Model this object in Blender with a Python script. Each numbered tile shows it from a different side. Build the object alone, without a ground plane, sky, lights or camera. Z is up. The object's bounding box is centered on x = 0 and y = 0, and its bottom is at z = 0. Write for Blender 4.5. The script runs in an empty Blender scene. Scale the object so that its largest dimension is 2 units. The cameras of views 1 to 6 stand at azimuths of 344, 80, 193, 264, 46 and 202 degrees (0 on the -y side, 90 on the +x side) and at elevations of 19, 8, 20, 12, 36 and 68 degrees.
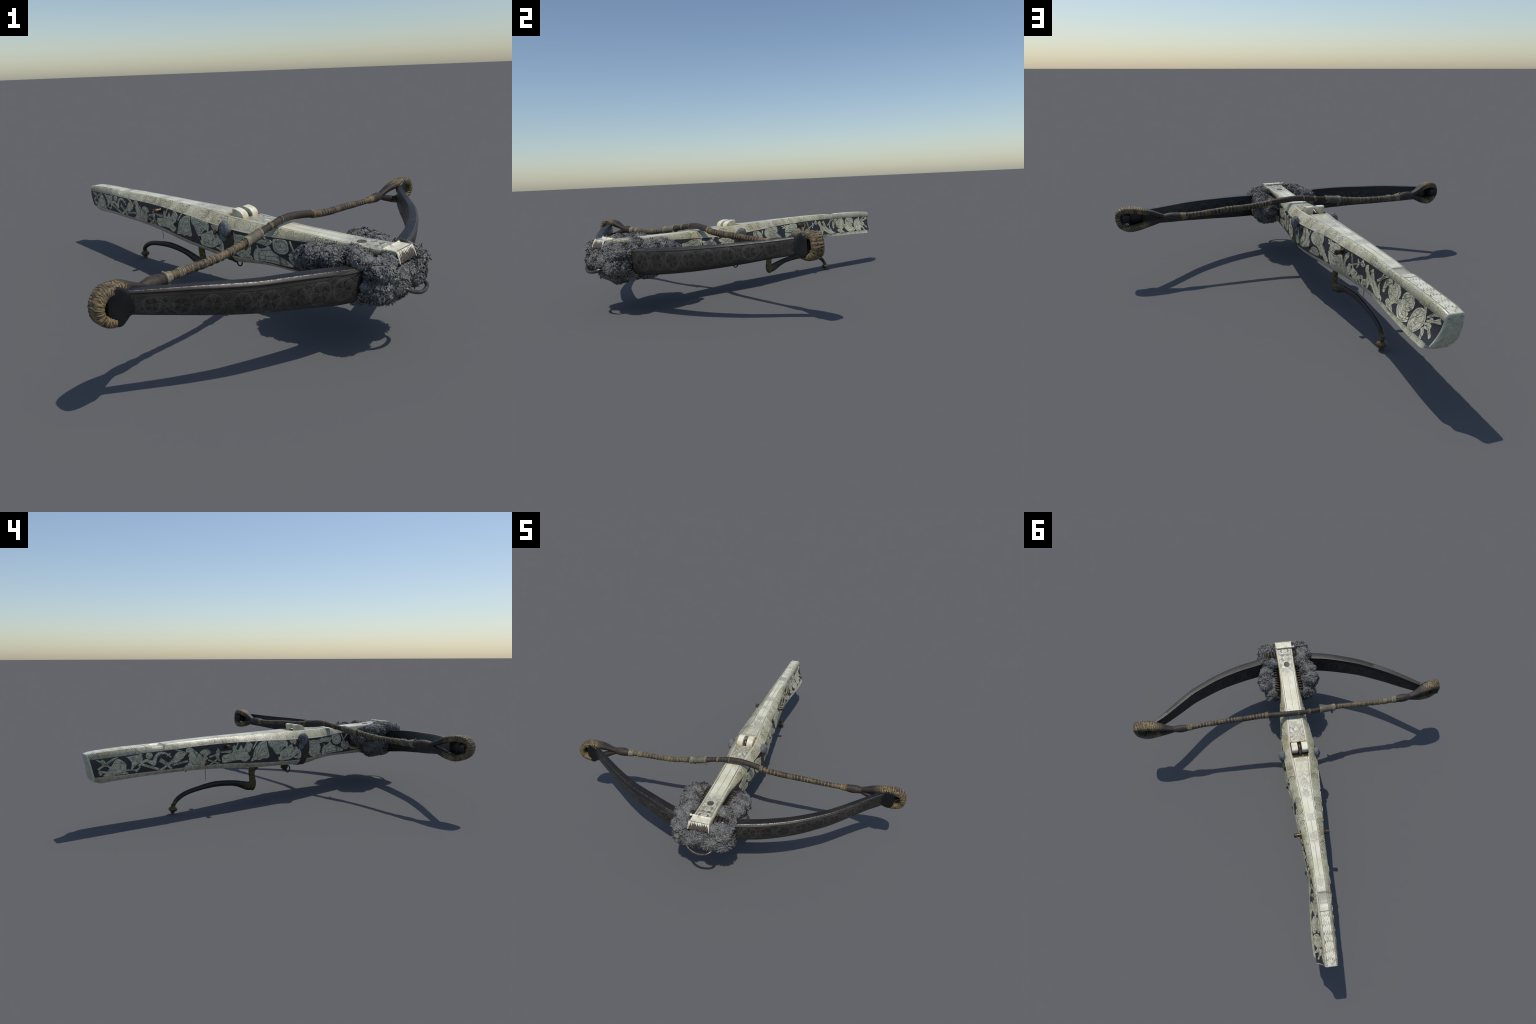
import bpy, bmesh, math, random
import numpy as np
from mathutils import Vector, noise as mnoise

random.seed(7)
rng = np.random.default_rng(7)

# ---------------------------------------------------------------- helpers
ROOT = bpy.data.objects.new("ornate_crossbow", None)
bpy.context.scene.collection.objects.link(ROOT)
PSI = math.radians(30.2)
ROOT.rotation_euler = (0, 0, PSI)
ROOT.location = (-0.236 * math.cos(PSI), -0.236 * math.sin(PSI), 0)
ROOT["label"] = "antique crossbow with engraved ivory stock, etched steel bow and grey wool pompoms"
ROOT["category"] = "crossbow"


def add(name, me, parent=ROOT, mats=(), smooth=35):
    ob = bpy.data.objects.new(name, me)
    bpy.context.scene.collection.objects.link(ob)
    ob.parent = parent
    for m in mats:
        me.materials.append(m)
    if smooth is not None and len(me.polygons):
        me.polygons.foreach_set("use_smooth", [True] * len(me.polygons))
        if smooth < 180:
            me.set_sharp_from_angle(angle=math.radians(smooth))
    return ob


def mesh(name, verts, faces, parent=ROOT, mats=(), smooth=35, fix=True):
    me = bpy.data.meshes.new(name)
    me.from_pydata([tuple(map(float, v)) for v in verts], [], [tuple(map(int, f)) for f in faces])
    if fix:
        bm = bmesh.new()
        bm.from_mesh(me)
        bmesh.ops.remove_doubles(bm, verts=bm.verts, dist=1e-5)
        bmesh.ops.recalc_face_normals(bm, faces=bm.faces)
        bm.to_mesh(me)
        bm.free()
    me.update()
    return add(name, me, parent, mats, smooth)


def interp(tab):
    """smooth (Catmull-Rom) interpolation through a table of (x, value)"""
    t = sorted(tab)
    X = np.array([p[0] for p in t], float)
    V = np.array([p[1] for p in t], float)
    M = np.gradient(V, X)
    # limit overshoot
    def f(x):
        x = np.clip(np.asarray(x, float), X[0], X[-1])
        i = np.clip(np.searchsorted(X, x) - 1, 0, len(X) - 2)
        h = X[i + 1] - X[i]
        s = (x - X[i]) / h
        return ((2*s**3-3*s**2+1)*V[i] + (s**3-2*s**2+s)*h*M[i] + (-2*s**3+3*s**2)*V[i+1] + (s**3-s**2)*h*M[i+1])
    return f


def spline(pts, n, closed=False):
    """Catmull-Rom through pts -> n samples"""
    P = np.array(pts, float)
    m = len(P)
    k = m if closed else m - 1
    out = []
    for j in range(n):
        u = j / (n if closed else n - 1) * k
        i = min(int(u), k - 1)
        s = u - i
        g = (lambda a: P[a % m]) if closed else (lambda a: P[min(max(a, 0), m - 1)])
        p0, p1, p2, p3 = g(i-1), g(i), g(i+1), g(i+2)
        out.append(.5*((2*p1)+(-p0+p2)*s+(2*p0-5*p1+4*p2-p3)*s*s+(-p0+3*p1-3*p2+p3)*s**3))
    return np.array(out)


def resample(P, n, closed=False):
    Q = np.vstack([P, P[:1]]) if closed else P
    d = np.r_[0, np.cumsum(np.linalg.norm(np.diff(Q, axis=0), axis=1))]
    t = np.linspace(0, d[-1], n, endpoint=not closed)
    return np.stack([np.interp(t, d, Q[:, a]) for a in range(Q.shape[1])], 1)


def frames(P, up=(0, 0, 1), closed=False):
    T = np.gradient(P, axis=0)
    if closed:
        T = (np.roll(P, -1, 0) - np.roll(P, 1, 0))
    T /= np.linalg.norm(T, axis=1)[:, None] + 1e-12
    N = np.array(up, float) - (T @ np.array(up, float))[:, None] * T
    N /= np.linalg.norm(N, axis=1)[:, None] + 1e-12
    return T, N, np.cross(T, N)


def tube_data(P, r, seg=14, up=(0, 0, 1), closed=False, r2=None, cap=True, rmod=None, sq=1.):
    """sweep an ellipse: r along N(up), r2 along B. rmod(i,theta array)->factor"""
    P = np.asarray(P, float)
    n = len(P)
    r = np.broadcast_to(np.asarray(r, float), (n,))
    r2 = r if r2 is None else np.broadcast_to(np.asarray(r2, float), (n,))
    T, N, B = frames(P, up, closed)
    th = np.linspace(0, 2*math.pi, seg, endpoint=False)
    V = []
    for i in range(n):
        f = np.ones(seg) if rmod is None else rmod(i, th)
        ca, sa = np.cos(th), np.sin(th)
        if sq != 1.:
            ca, sa = np.sign(ca)*np.abs(ca)**sq, np.sign(sa)*np.abs(sa)**sq
        V.append(P[i] + (ca*f)[:, None]*r[i]*N[i] + (sa*f)[:, None]*r2[i]*B[i])
    V = np.vstack(V)
    F = []
    for i in range(n if closed else n - 1):
        a, b = i*seg, ((i+1) % n)*seg
        for j in range(seg):
            k = (j+1) % seg
            F.append((a+j, a+k, b+k, b+j))
    if cap and not closed:
        F.append(tuple(range(seg))[::-1])
        F.append(tuple((n-1)*seg+j for j in range(seg)))
    return V, F


def tube(name, P, r, parent=ROOT, mats=(), smooth=50, **kw):
    V, F = tube_data(P, r, **kw)
    return mesh(name, V, F, parent, mats, smooth)


def merge(parts):
    V, F, o = [], [], 0
    for v, f in parts:
        V.append(np.asarray(v, float))
        F += [tuple(i+o for i in q) for q in f]
        o += len(v)
    return np.vstack(V), F


def lathe_data(prof, seg=20, origin=(0, 0, 0), axis=(0, 0, 1)):
    a = np.array(axis, float)
    a /= np.linalg.norm(a)
    h = np.array([1., 0, 0]) if abs(a[0]) < .8 else np.array([0, 1., 0])
    e1 = np.cross(a, h)
    e1 /= np.linalg.norm(e1)
    e2 = np.cross(a, e1)
    V, F = [], []
    for r, z in prof:
        for j in range(seg):
            t = 2*math.pi*j/seg
            V.append(np.array(origin) + a*z + max(r, 1e-5)*(math.cos(t)*e1+math.sin(t)*e2))
    for i in range(len(prof)-1):
        for j in range(seg):
            k = (j+1) % seg
            F.append((i*seg+j, i*seg+k, (i+1)*seg+k, (i+1)*seg+j))
    F.append(tuple(range(seg))[::-1])
    F.append(tuple((len(prof)-1)*seg+j for j in range(seg)))
    return np.array(V), F


def box_data(lo, hi):
    x0, y0, z0 = lo
    x1, y1, z1 = hi
    V = np.array([(x, y, z) for x in (x0, x1) for y in (y0, y1) for z in (z0, z1)], float)
    F = [(0, 1, 3, 2), (4, 6, 7, 5), (0, 4, 5, 1), (2, 3, 7, 6), (0, 2, 6, 4), (1, 5, 7, 3)]
    return V, F


def bevel(ob, w=.002, seg=2):
    m = ob.modifiers.new("bevel", 'BEVEL')
    m.width = w
    m.segments = seg
    m.limit_method = 'ANGLE'
    m.angle_limit = math.radians(40)
    return ob


# ---------------------------------------------------------------- materials
class Mat:
    def __init__(s, name):
        s.m = bpy.data.materials.new(name)
        s.m.use_nodes = True
        s.nt = s.m.node_tree
        s.N = s.nt.nodes
        s.bsdf = s.N["Principled BSDF"]
        s.tc = s.N.new("ShaderNodeTexCoord")
        s.P = s.tc.outputs["Object"]
        sep = s.N.new("ShaderNodeSeparateXYZ")
        s.link(s.P, sep.inputs[0])
        s.x, s.y, s.z = sep.outputs

    def link(s, a, b):
        s.nt.links.new(a, b)

    def put(s, sock, v):
        if hasattr(v, "is_output") or isinstance(v, bpy.types.NodeSocket):
            s.link(v, sock)
        else:
            sock.default_value = v

    def math(s, op, a, b=0.0, c=None, clamp=False):
        n = s.N.new("ShaderNodeMath")
        n.operation = op
        n.use_clamp = clamp
        s.put(n.inputs[0], a)
        s.put(n.inputs[1], b)
        if c is not None:
            s.put(n.inputs[2], c)
        return n.outputs[0]

    def vec(s, x, y, z=0.0):
        n = s.N.new("ShaderNodeCombineXYZ")
        for i, v in enumerate((x, y, z)):
            s.put(n.inputs[i], v)
        return n.outputs[0]

    def scale(s, v, k):
        n = s.N.new("ShaderNodeMapping")
        s.put(n.inputs[0], v)
        n.inputs["Scale"].default_value = k if isinstance(k, tuple) else (k, k, k)
        return n.outputs[0]

    def noise(s, v=None, sc=10., det=3., rough=.55, dist=0.):
        n = s.N.new("ShaderNodeTexNoise")
        s.put(n.inputs["Vector"], s.P if v is None else v)
        n.inputs["Scale"].default_value = sc
        n.inputs["Detail"].default_value = det
        n.inputs["Roughness"].default_value = rough
        n.inputs["Distortion"].default_value = dist
        return n.outputs["Fac"]

    def vor(s, v=None, sc=10., feature='DISTANCE_TO_EDGE', out="Distance"):
        n = s.N.new("ShaderNodeTexVoronoi")
        n.feature = feature
        s.put(n.inputs["Vector"], s.P if v is None else v)
        n.inputs["Scale"].default_value = sc
        return n.outputs[out]

    def smooth(s, v, a, b, lo=0., hi=1.):
        n = s.N.new("ShaderNodeMapRange")
        n.interpolation_type = 'SMOOTHSTEP'
        s.put(n.inputs[0], v)
        for i, k in enumerate((a, b, lo, hi)):
            s.put(n.inputs[i+1], k)
        return n.outputs[0]

    def mix(s, f, a, b, mode='MIX'):
        n = s.N.new("ShaderNodeMix")
        n.data_type = 'RGBA'
        n.blend_type = mode
        s.put(n.inputs[0], f)
        for sock, v in ((n.inputs[6], a), (n.inputs[7], b)):
            if isinstance(v, tuple):
                sock.default_value = (*v, 1.) if len(v) == 3 else v
            else:
                s.link(v, sock)
        return n.outputs[2]

    def ramp(s, v, stops, interp='LINEAR'):
        n = s.N.new("ShaderNodeValToRGB")
        cr = n.color_ramp
        cr.interpolation = interp
        while len(cr.elements) < len(stops):
            cr.elements.new(.5)
        for e, (p, c) in zip(cr.elements, stops):
            e.position = p
            e.color = (c, c, c, 1) if isinstance(c, (int, float)) else (*c, 1)
        s.put(n.inputs[0], v)
        return n.outputs[0]

    def table(s, v, fn, lo, hi, vlo, vhi, n=11):
        """scalar function of a coordinate through a colour ramp"""
        t = s.smooth_lin(v, lo, hi)
        st = []
        for i in range(n):
            x = lo+(hi-lo)*i/(n-1)
            st.append((i/(n-1), float((fn(x)-vlo)/(vhi-vlo))))
        g = s.ramp(t, st)
        return s.math('MULTIPLY_ADD', g, vhi-vlo, vlo)

    def smooth_lin(s, v, a, b, lo=0., hi=1.):
        n = s.N.new("ShaderNodeMapRange")
        s.put(n.inputs[0], v)
        for i, k in enumerate((a, b, lo, hi)):
            s.put(n.inputs[i+1], k)
        return n.outputs[0]

    def lines(s, v, k, w):
        """thin contour lines of a scalar field"""
        f = s.math('FRACT', s.math('MULTIPLY', v, k))
        d = s.math('ABSOLUTE', s.math('SUBTRACT', f, .5))
        return s.smooth(d, w, 0.)

    def vmax(s, *a):
        o = a[0]
        for b in a[1:]:
            o = s.math('MAXIMUM', o, b)
        return o

    def mul(s, *a):
        o = a[0]
        for b in a[1:]:
            o = s.math('MULTIPLY', o, b)
        return o

    def bump(s, h, strength=.3, dist=.002):
        n = s.N.new("ShaderNodeBump")
        n.inputs["Strength"].default_value = strength
        n.inputs["Distance"].default_value = dist
        s.link(h, n.inputs["Height"])
        s.link(n.outputs[0], s.bsdf.inputs["Normal"])

    def done(s, col=None, rough=.5, metal=0., spec=.5, coat=0.):
        if col is not None:
            if isinstance(col, tuple):
                s.bsdf.inputs["Base Color"].default_value = (*col, 1)
            else:
                s.link(col, s.bsdf.inputs["Base Color"])
        s.put(s.bsdf.inputs["Roughness"], rough)
        s.put(s.bsdf.inputs["Metallic"], metal)
        s.bsdf.inputs["Specular IOR Level"].default_value = spec
        s.bsdf.inputs["Coat Weight"].default_value = coat
        return s.m


IV_CLEAN = (.66, .655, .565)
IV_OLD = (.50, .475, .345)
IV_LINE = (.065, .060, .036)


def ivory_base(M, clean=IV_CLEAN, old=IV_OLD):
    n = M.smooth(M.noise(sc=9, det=4), .42, .66)
    c = M.mix(n, clean, old)
    sp = M.smooth(M.noise(sc=160, det=2), .60, .75)
    return M.mix(M.mul(sp, .35), c, (.36, .33, .22))


def stock_zc(y):
    return float((zt_f(y) + zb_f(y)) / 2)


# ---------------------------------------------------------------- stock profile tables
xtp_f = interp([(-.87, .056), (-.65, .052), (-.5, .052), (-.38, .052), (-.25, .052), (-.1, .060), (0, .058), (.17, .051), (.3, .042), (.43, .036), (.6, .030), (.8, .030), (1., .030), (1.27, .034)])
xtm_f = interp([(-.87, .057), (-.65, .055), (-.5, .055), (-.38, .056), (-.25, .056), (-.1, .062), (0, .060), (.18, .050), (.31, .046), (.49, .045), (.67, .041), (.8, .040), (1., .037), (1.27, .034)])
zt_f = interp([(-.87, .399), (-.8, .396), (-.7, .393), (-.5, .392), (-.35, .393), (-.25, .396), (-.17, .400), (-.1, .402), (0, .404), (.2, .407), (.4, .409), (.6, .410), (.75, .408), (.9, .404), (1.1, .402), (1.27, .394)])
xbp_f = interp([(-.87, .058), (-.65, .054), (-.5, .062), (-.38, .078), (-.26, .083), (-.2, .087), (-.1, .099), (0, .103), (.09, .097), (.15, .092), (.21, .085), (.3, .071), (.5, .064), (.65, .051), (.78, .042), (.9, .036), (1.1, .038), (1.27, .040)])
xbm_f = interp([(-.87, .058), (-.65, .060), (-.5, .067), (-.38, .077), (-.3, .081), (-.16, .099), (0, .107), (.1, .104), (.216, .096), (.36, .089), (.51, .077), (.64, .072), (.76, .068), (.95, .055), (1.08, .049), (1.27, .039)])
zb_f = interp([(-.87, .366), (-.6, .365), (-.4, .358), (-.2, .350), (0, .355), (.15, .362), (.3, .369), (.45, .373), (.63, .375), (.85, .369), (1.05, .364), (1.27, .358)])
xlp_f = interp([(-.87, .05), (-.6, .055), (-.4, .074), (-.2, .098), (0, .108), (.15, .100), (.26, .087), (.35, .080), (.5, .068), (.62, .061), (.72, .056), (.82, .056), (.94, .063), (1.1, .072), (1.27, .073)])
xlm_f = interp([(-.87, .05), (-.6, .055), (-.4, .078), (-.2, .099), (0, .109), (.16, .103), (.36, .092), (.5, .078), (.63, .068), (.76, .064), (.95, .055), (1.1, .049), (1.27, .039)])
zlp_f = interp([(-.87, .23), (-.6, .23), (-.44, .228), (-.24, .235), (-.04, .229), (.1, .231), (.3, .243), (.47, .257), (.63, .262), (.8, .263), (1., .260), (1.27, .256)])
zlm_f = interp([(-.87, .23), (-.6, .23), (-.44, .228), (-.24, .235), (-.04, .229), (.1, .231), (.3, .243), (.47, .257), (.63, .264), (.8, .266), (1., .267), (1.27, .269)])
xup_f = interp([(-.87, .04), (-.6, .042), (-.4, .058), (-.2, .074), (0, .083), (.2, .074), (.35, .063), (.5, .053), (.62, .050), (.72, .050), (.82, .056), (.94, .068), (1.1, .081), (1.27, .083)])
xum_f = interp([(-.87, .04), (-.6, .042), (-.4, .058), (-.2, .074), (0, .084), (.2, .078), (.36, .069), (.5, .058), (.63, .050), (.76, .046), (.95, .040), (1.1, .036), (1.27, .030)])
zu_f = interp([(-.87, .20), (-.69, .199), (-.46, .208), (-.25, .213), (-.15, .203), (-.08, .194), (0, .196), (.09, .202), (.3, .212), (.5, .228), (.63, .237), (.8, .243), (1., .242), (1.27, .233)])
YEND = 1.273


def shear(Y, z):
    w = np.clip((Y - 1.02) / .24, 0, 1) ** 1.6
    d = np.clip(.40 - z, 0, .2)
    return Y - w * (.031 * d / .15 + .06 * np.clip(d-.11, 0, 1)**1.0 * .6)


def recess(x, Y, z):
    """thumb rest carved in the top, and the ridge behind it"""
    if z > .385:
        fy = 1/(1+math.exp(-(Y-.868)/.004)) * 1/(1+math.exp((Y-.932)/.006))
        fx = 1/(1+math.exp((x-.018)/.002))
        z -= .0095*fy*fx
        if .94 < Y < .976 and z > .39:
            z += .0015*(Y-.94)/.036
    return z


def bulge(sgn, Y):
    return .0035 if sgn < 0 else np.interp(Y, [.55, .8, 1.0, 1.25], [.0035, -.002, -.007, -.009])


def side_x(sgn, Y, z):
    """x of the side panel at (Y, z)"""
    if sgn > 0:
        xb, zb, xl, zl = xbp_f(Y), zb_f(Y), xlp_f(Y), zlp_f(Y)
    else:
        xb, zb, xl, zl = xbm_f(Y), zb_f(Y), xlm_f(Y), zlm_f(Y)
    t = np.clip((zb - z) / (zb - zl), 0, 1)
    return sgn * (xb + (xl - xb) * t + bulge(sgn, Y) * 4 * t * (1 - t))


# ---------------------------------------------------------------- ivory materials
def mat_border():
    M = Mat("engraved_ivory_border")
    base = ivory_base(M, (.53, .50, .355), (.43, .39, .235))
    zc = M.table(M.y, stock_zc, -.9, 1.3, .36, .41, 23)
    b = M.math('MULTIPLY', M.math('SUBTRACT', M.z, zc), 1.15)
    cell = .074
    # mirrored pairs of spirals
    yw = M.math('ADD', M.y, M.math('MULTIPLY', M.math('SUBTRACT', M.noise(sc=11, det=1), .5), .03))
    a = M.math('SUBTRACT', M.math('PINGPONG', M.math('ADD', yw, 3.0), cell), cell*.56)
    r = M.math('SQRT', M.math('ADD', M.mul(a, a), M.mul(b, b)))
    th = M.math('DIVIDE', M.math('ARCTAN2', b, a), 2*math.pi)
    ph = M.math('FRACT', M.math('ADD', M.math('DIVIDE', r, .0078), th))
    sp = M.smooth(M.math('ABSOLUTE', M.math('SUBTRACT', ph, .5)), .31, .17)
    inside = M.smooth(r, .0188, .0176)
    rim = M.smooth(M.math('ABSOLUTE', M.math('SUBTRACT', r, .0183)), .0016, .0006)
    # foliage between the scrolls
    warp = M.noise(sc=46, det=1.5, dist=.6)
    fol = M.mul(M.lines(warp, 6., .22), M.smooth(r, .0175, .02))
    dk = M.mul(M.smooth(M.noise(sc=75, det=1), .56, .62), M.smooth(r, .0175, .02), .7)
    # small blocks at the mirror seams
    sq = M.mul(M.smooth(M.math('ABSOLUTE', M.math('SUBTRACT', M.math('ABSOLUTE', b), .008)), .0045, .0035),
               M.smooth(M.math('ABSOLUTE', M.math('SUBTRACT', a, cell*.40)), .005, .004))
    mask = M.vmax(M.mul(sp, inside), rim, M.mul(fol, .75), dk, M.mul(sq, .8))
    # framing lines
    fr = M.smooth(M.math('ABSOLUTE', M.math('SUBTRACT', M.math('ABSOLUTE', b), .0205)), .0011, .0004)
    mask = M.vmax(M.mul(mask, M.smooth(M.math('ABSOLUTE', b), .0195, .0185)), fr)
    low = M.smooth(M.noise(sc=12, det=3), .35, .65, .40, .95)
    col = M.mix(M.mul(mask, low, .9), base, IV_LINE)
    M.bump(M.math('MULTIPLY', mask, -1.), .25, .001)
    return M.done(col, .36, spec=.5)


def mat_lower_border():
    M = Mat("engraved_ivory_lower_border")
    base = ivory_base(M, (.53, .51, .38), (.43, .40, .27))
    cell = .05
    a = M.math('SUBTRACT', M.math('PINGPONG', M.math('ADD', M.y, 3.0), cell), cell*.5)
    zc = M.table(M.y, lambda y: float((zu_f(y)+zlp_f(y))/2), -.9, 1.3, .18, .28, 23)
    b = M.math('SUBTRACT', M.z, zc)
    r = M.math('SQRT', M.math('ADD', M.mul(a, a), M.mul(b, b)))
    th = M.math('DIVIDE', M.math('ARCTAN2', b, a), 2*math.pi)
    ph = M.math('FRACT', M.math('ADD', M.math('DIVIDE', r, .0065), th))
    sp = M.mul(M.smooth(M.math('ABSOLUTE', M.math('SUBTRACT', ph, .5)), .22, .1), M.smooth(r, .012, .011))
    fol = M.mul(M.lines(M.noise(sc=50, det=1.5, dist=.5), 5., .13), M.smooth(r, .011, .013), .7)
    col = M.mix(M.mul(M.vmax(sp, fol), .8), base, IV_LINE)
    return M.done(col, .4)


def mat_top():
    M = Mat("engraved_ivory_top")
    base = ivory_base(M, (.71, .69, .535), (.62, .585, .41))
    halfw = M.table(M.y, lambda y: float((xtp_f(y)+xtm_f(y))/2), -.9, 1.3, .0, .08, 25)
    cx = M.table(M.y, lambda y: float((xtp_f(y)-xtm_f(y))/2), -.9, 1.3, -.02, .02, 25)
    xc = M.math('SUBTRACT', M.x, cx)
    ax = M.math('ABSOLUTE', xc)
    rel = M.math('DIVIDE', ax, halfw)
    # ruled lines
    side = M.smooth(M.math('ABSOLUTE', M.math('SUBTRACT', rel, .78)), .070, .035)
    side2 = M.smooth(M.math('ABSOLUTE', M.math('SUBTRACT', rel, .93)), .05, .02)
    t = M.smooth_lin(M.y, -.9, 1.3)

    def yy(y):
        return (y+.9)/2.2
    # how much ornament sits where along the top
    orn = M.ramp(t, [(yy(-.84), .55), (yy(-.80), 1.), (yy(-.64), 1.), (yy(-.59), .0), (yy(-.30), .0), (yy(-.26), 1.), (yy(-.10), 1.), (yy(-.09), .4), (yy(.02), .55),
                     (yy(.08), .55), (yy(.2), .75), (yy(.30), .55), (yy(.315), 0.), (yy(.375), 0.), (yy(.385), .6), (yy(.43), .6), (yy(.44), .05),
                     (yy(.50), .05), (yy(.51), .7), (yy(.57), .7), (yy(.58), 0.), (yy(.77), 0.), (yy(.78), .45), (yy(.85), .45), (yy(.86), .2), (yy(.975), .5), (yy(.985), .0), (yy(1.27), .0)])
    dark = M.ramp(t, [(yy(-.84), .4), (yy(-.80), 1.), (yy(-.66), 1.), (yy(-.6), .0), (yy(-.25), .0), (yy(-.2), 1.), (yy(-.09), 1.), (yy(-.08), 0.), (yy(.06), .0), (yy(.13), .45), (yy(.27), .35), (yy(.3), 0.), (yy(1.27), 0.)])
    sym = M.vec(ax, M.y, 0.)
    f1 = M.noise(sym, sc=48, det=2., dist=.9)
    con = M.lines(f1, 7., .26)
    blob = M.smooth(M.noise(sym, sc=62, det=1.2, dist=.5), .50, .55)
    fillm = M.mul(blob, dark)
    plain_line = M.mul(M.smooth(ax, .0016, .0008), M.smooth(orn, .35, .1), M.smooth(M.y, 1.0, .99))
    # leaf chain near the butt
    lob = M.math('ABSOLUTE', M.math('SINE', M.math('MULTIPLY', ax, math.pi/.0125)))
    wob = M.math('MULTIPLY', M.noise(sc=34, det=2, dist=.6), .95)
    hh = M.math('FRACT', M.math('ADD', M.math('SUBTRACT', M.math('DIVIDE', M.y, .047), M.math('MULTIPLY', lob, .38)), wob))
    h2_ = M.math('FRACT', M.math('ADD', M.math('ADD', M.math('DIVIDE', M.y, .047), M.math('MULTIPLY', ax, 26.)), wob))
    leaf = M.vmax(M.smooth(M.math('ABSOLUTE', M.math('SUBTRACT', hh, .5)), .085, .035), M.mul(M.smooth(M.math('ABSOLUTE', M.math('SUBTRACT', h2_, .5)), .05, .02), .6),
                  M.mul(M.smooth(hh, .75, .5), M.smooth(hh, .40, .5), .55))
    leaf = M.mul(leaf, M.smooth(M.y, .982, .99), M.smooth(rel, .78, .74))
    # medallions
    med = None
    for yc, ex, ey in ((.20, .016, .036), (.145, .009, .012), (.265, .011, .016), (.415, .015, .02), (.545, .014, .02), (.81, .012, .018), (-.125, .02, .014), (-.745, .019, .017)):
        qa, qb = M.math('DIVIDE', ax, ex), M.math('DIVIDE', M.math('SUBTRACT', M.y, yc), ey)
        q = M.math('SQRT', M.math('ADD', M.mul(qa, qa), M.mul(qb, qb)))
        q = M.math('MULTIPLY', q, M.math('MULTIPLY_ADD', M.math('COSINE', M.math('MULTIPLY', M.math('ARCTAN2', qb, qa), 6. if ey < .03 else 3.)), .16, 1.))
        q = M.math('ADD', q, M.math('MULTIPLY', M.math('SUBTRACT', f1, .5), .5))
        ring = M.vmax(M.smooth(M.math('ABSOLUTE', M.math('SUBTRACT', q, 1.)), .22, .1), M.smooth(M.math('ABSOLUTE', M.math('SUBTRACT', q, .38)), .2, .08))
        ins = M.smooth(q, 1.0, .9)
        med = (ring, ins) if med is None else (M.vmax(med[0], ring), M.vmax(med[1], ins))
    inner = M.smooth(rel, .78, .74)
    m1 = M.mul(M.vmax(M.mul(con, orn, .95), fillm), inner)
    m1 = M.mul(m1, M.math('SUBTRACT', 1., M.mul(med[1], .6)))
    m1 = M.vmax(m1, M.mul(med[0], .55, inner))
    edge_orn = M.mul(M.lines(M.noise(sc=80, det=1.5), 4., .2), M.smooth(rel, .80, .84), M.smooth(M.y, .02, .08), .5)
    # cross hatching in the thumb rest
    h1 = M.lines(M.math('ADD', M.x, M.y), 150., .26)
    h2 = M.lines(M.math('SUBTRACT', M.x, M.y), 150., .26)
    hat = M.mul(M.vmax(h1, h2, .42), M.smooth(M.y, .866, .872), M.smooth(M.y, .938, .93), M.smooth(M.x, .017, .013))
    rec = M.mul(M.smooth(M.math('ABSOLUTE', M.math('SUBTRACT', M.y, .868)), .0045, .002), M.smooth(M.x, .019, .016), .8)
    step = M.smooth(M.math('ABSOLUTE', M.math('SUBTRACT', M.y, .9765)), .0022, .0012)
    mask = M.vmax(m1, M.mul(side, .95), M.mul(side2, .35), plain_line, leaf, edge_orn, M.mul(hat, .9), step, rec)
    wear = M.smooth(M.noise(sc=7, det=3), .3, .6, .6, 1.)
    tint = M.mix(M.mul(dark, .8), (.075, .070, .055), (.040, .041, .047))
    col = M.mix(M.mul(mask, wear, .92), base, tint)
    stain = M.mul(M.smooth(M.noise(sc=22, det=4), .38, .62), orn, .62)
    col = M.mix(stain, col, (.30, .275, .195))
    st2 = M.mul(M.smooth(M.noise(M.scale(M.P, (1., .35, 1.)), sc=34, det=5), .55, .72), .6)
    col = M.mix(st2, col, (.36, .29, .175))
    nutst = M.mul(M.smooth(M.math('ABSOLUTE', M.math('ADD', M.y, .042)), .115, .06), M.smooth(M.noise(sc=40, det=4), .38, .6), .7)
    col = M.mix(nutst, col, (.27, .20, .10))
    M.bump(M.math('MULTIPLY', mask, -1.), .2, .001)
    return M.done(col, .30, spec=.55)


def mat_inlay():
    M = Mat("engraved_ivory_inlay")
    base = ivory_base(M, (.68, .645, .465), (.56, .52, .35))
    v = M.vec(M.y, M.z, M.math('MULTIPLY', M.math('SIGN', M.x), .7))
    f = M.noise(v, sc=24, det=1.2, dist=1.2)
    l1 = M.lines(f, 8., .17)
    f2 = M.noise(v, sc=15, det=.6, dist=.8)
    l2 = M.lines(f2, 5., .085)
    # fine parallel hatching that follows the folds, in patches
    hat = M.mul(M.lines(f2, 30., .26), M.smooth(M.noise(v, sc=21, det=1), .47, .58), .55)
    sh = M.smooth(M.noise(v, sc=30, det=2, dist=1.), .46, .70)
    col = M.mix(M.mul(sh, .40), base, (.34, .32, .205))
    col = M.mix(M.mul(M.vmax(M.mul(l1, .7), l2, hat), .9), col, (.060, .062, .042))
    return M.done(col, .38)


def mat_panel():
    M = Mat("dark_wood_panel")
    n = M.noise(M.scale(M.P, (30, 6, 60)), sc=3, det=3)
    col = M.mix(n, (.020, .021, .026), (.034, .034, .040))
    return M.done(col, .45)


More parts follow.
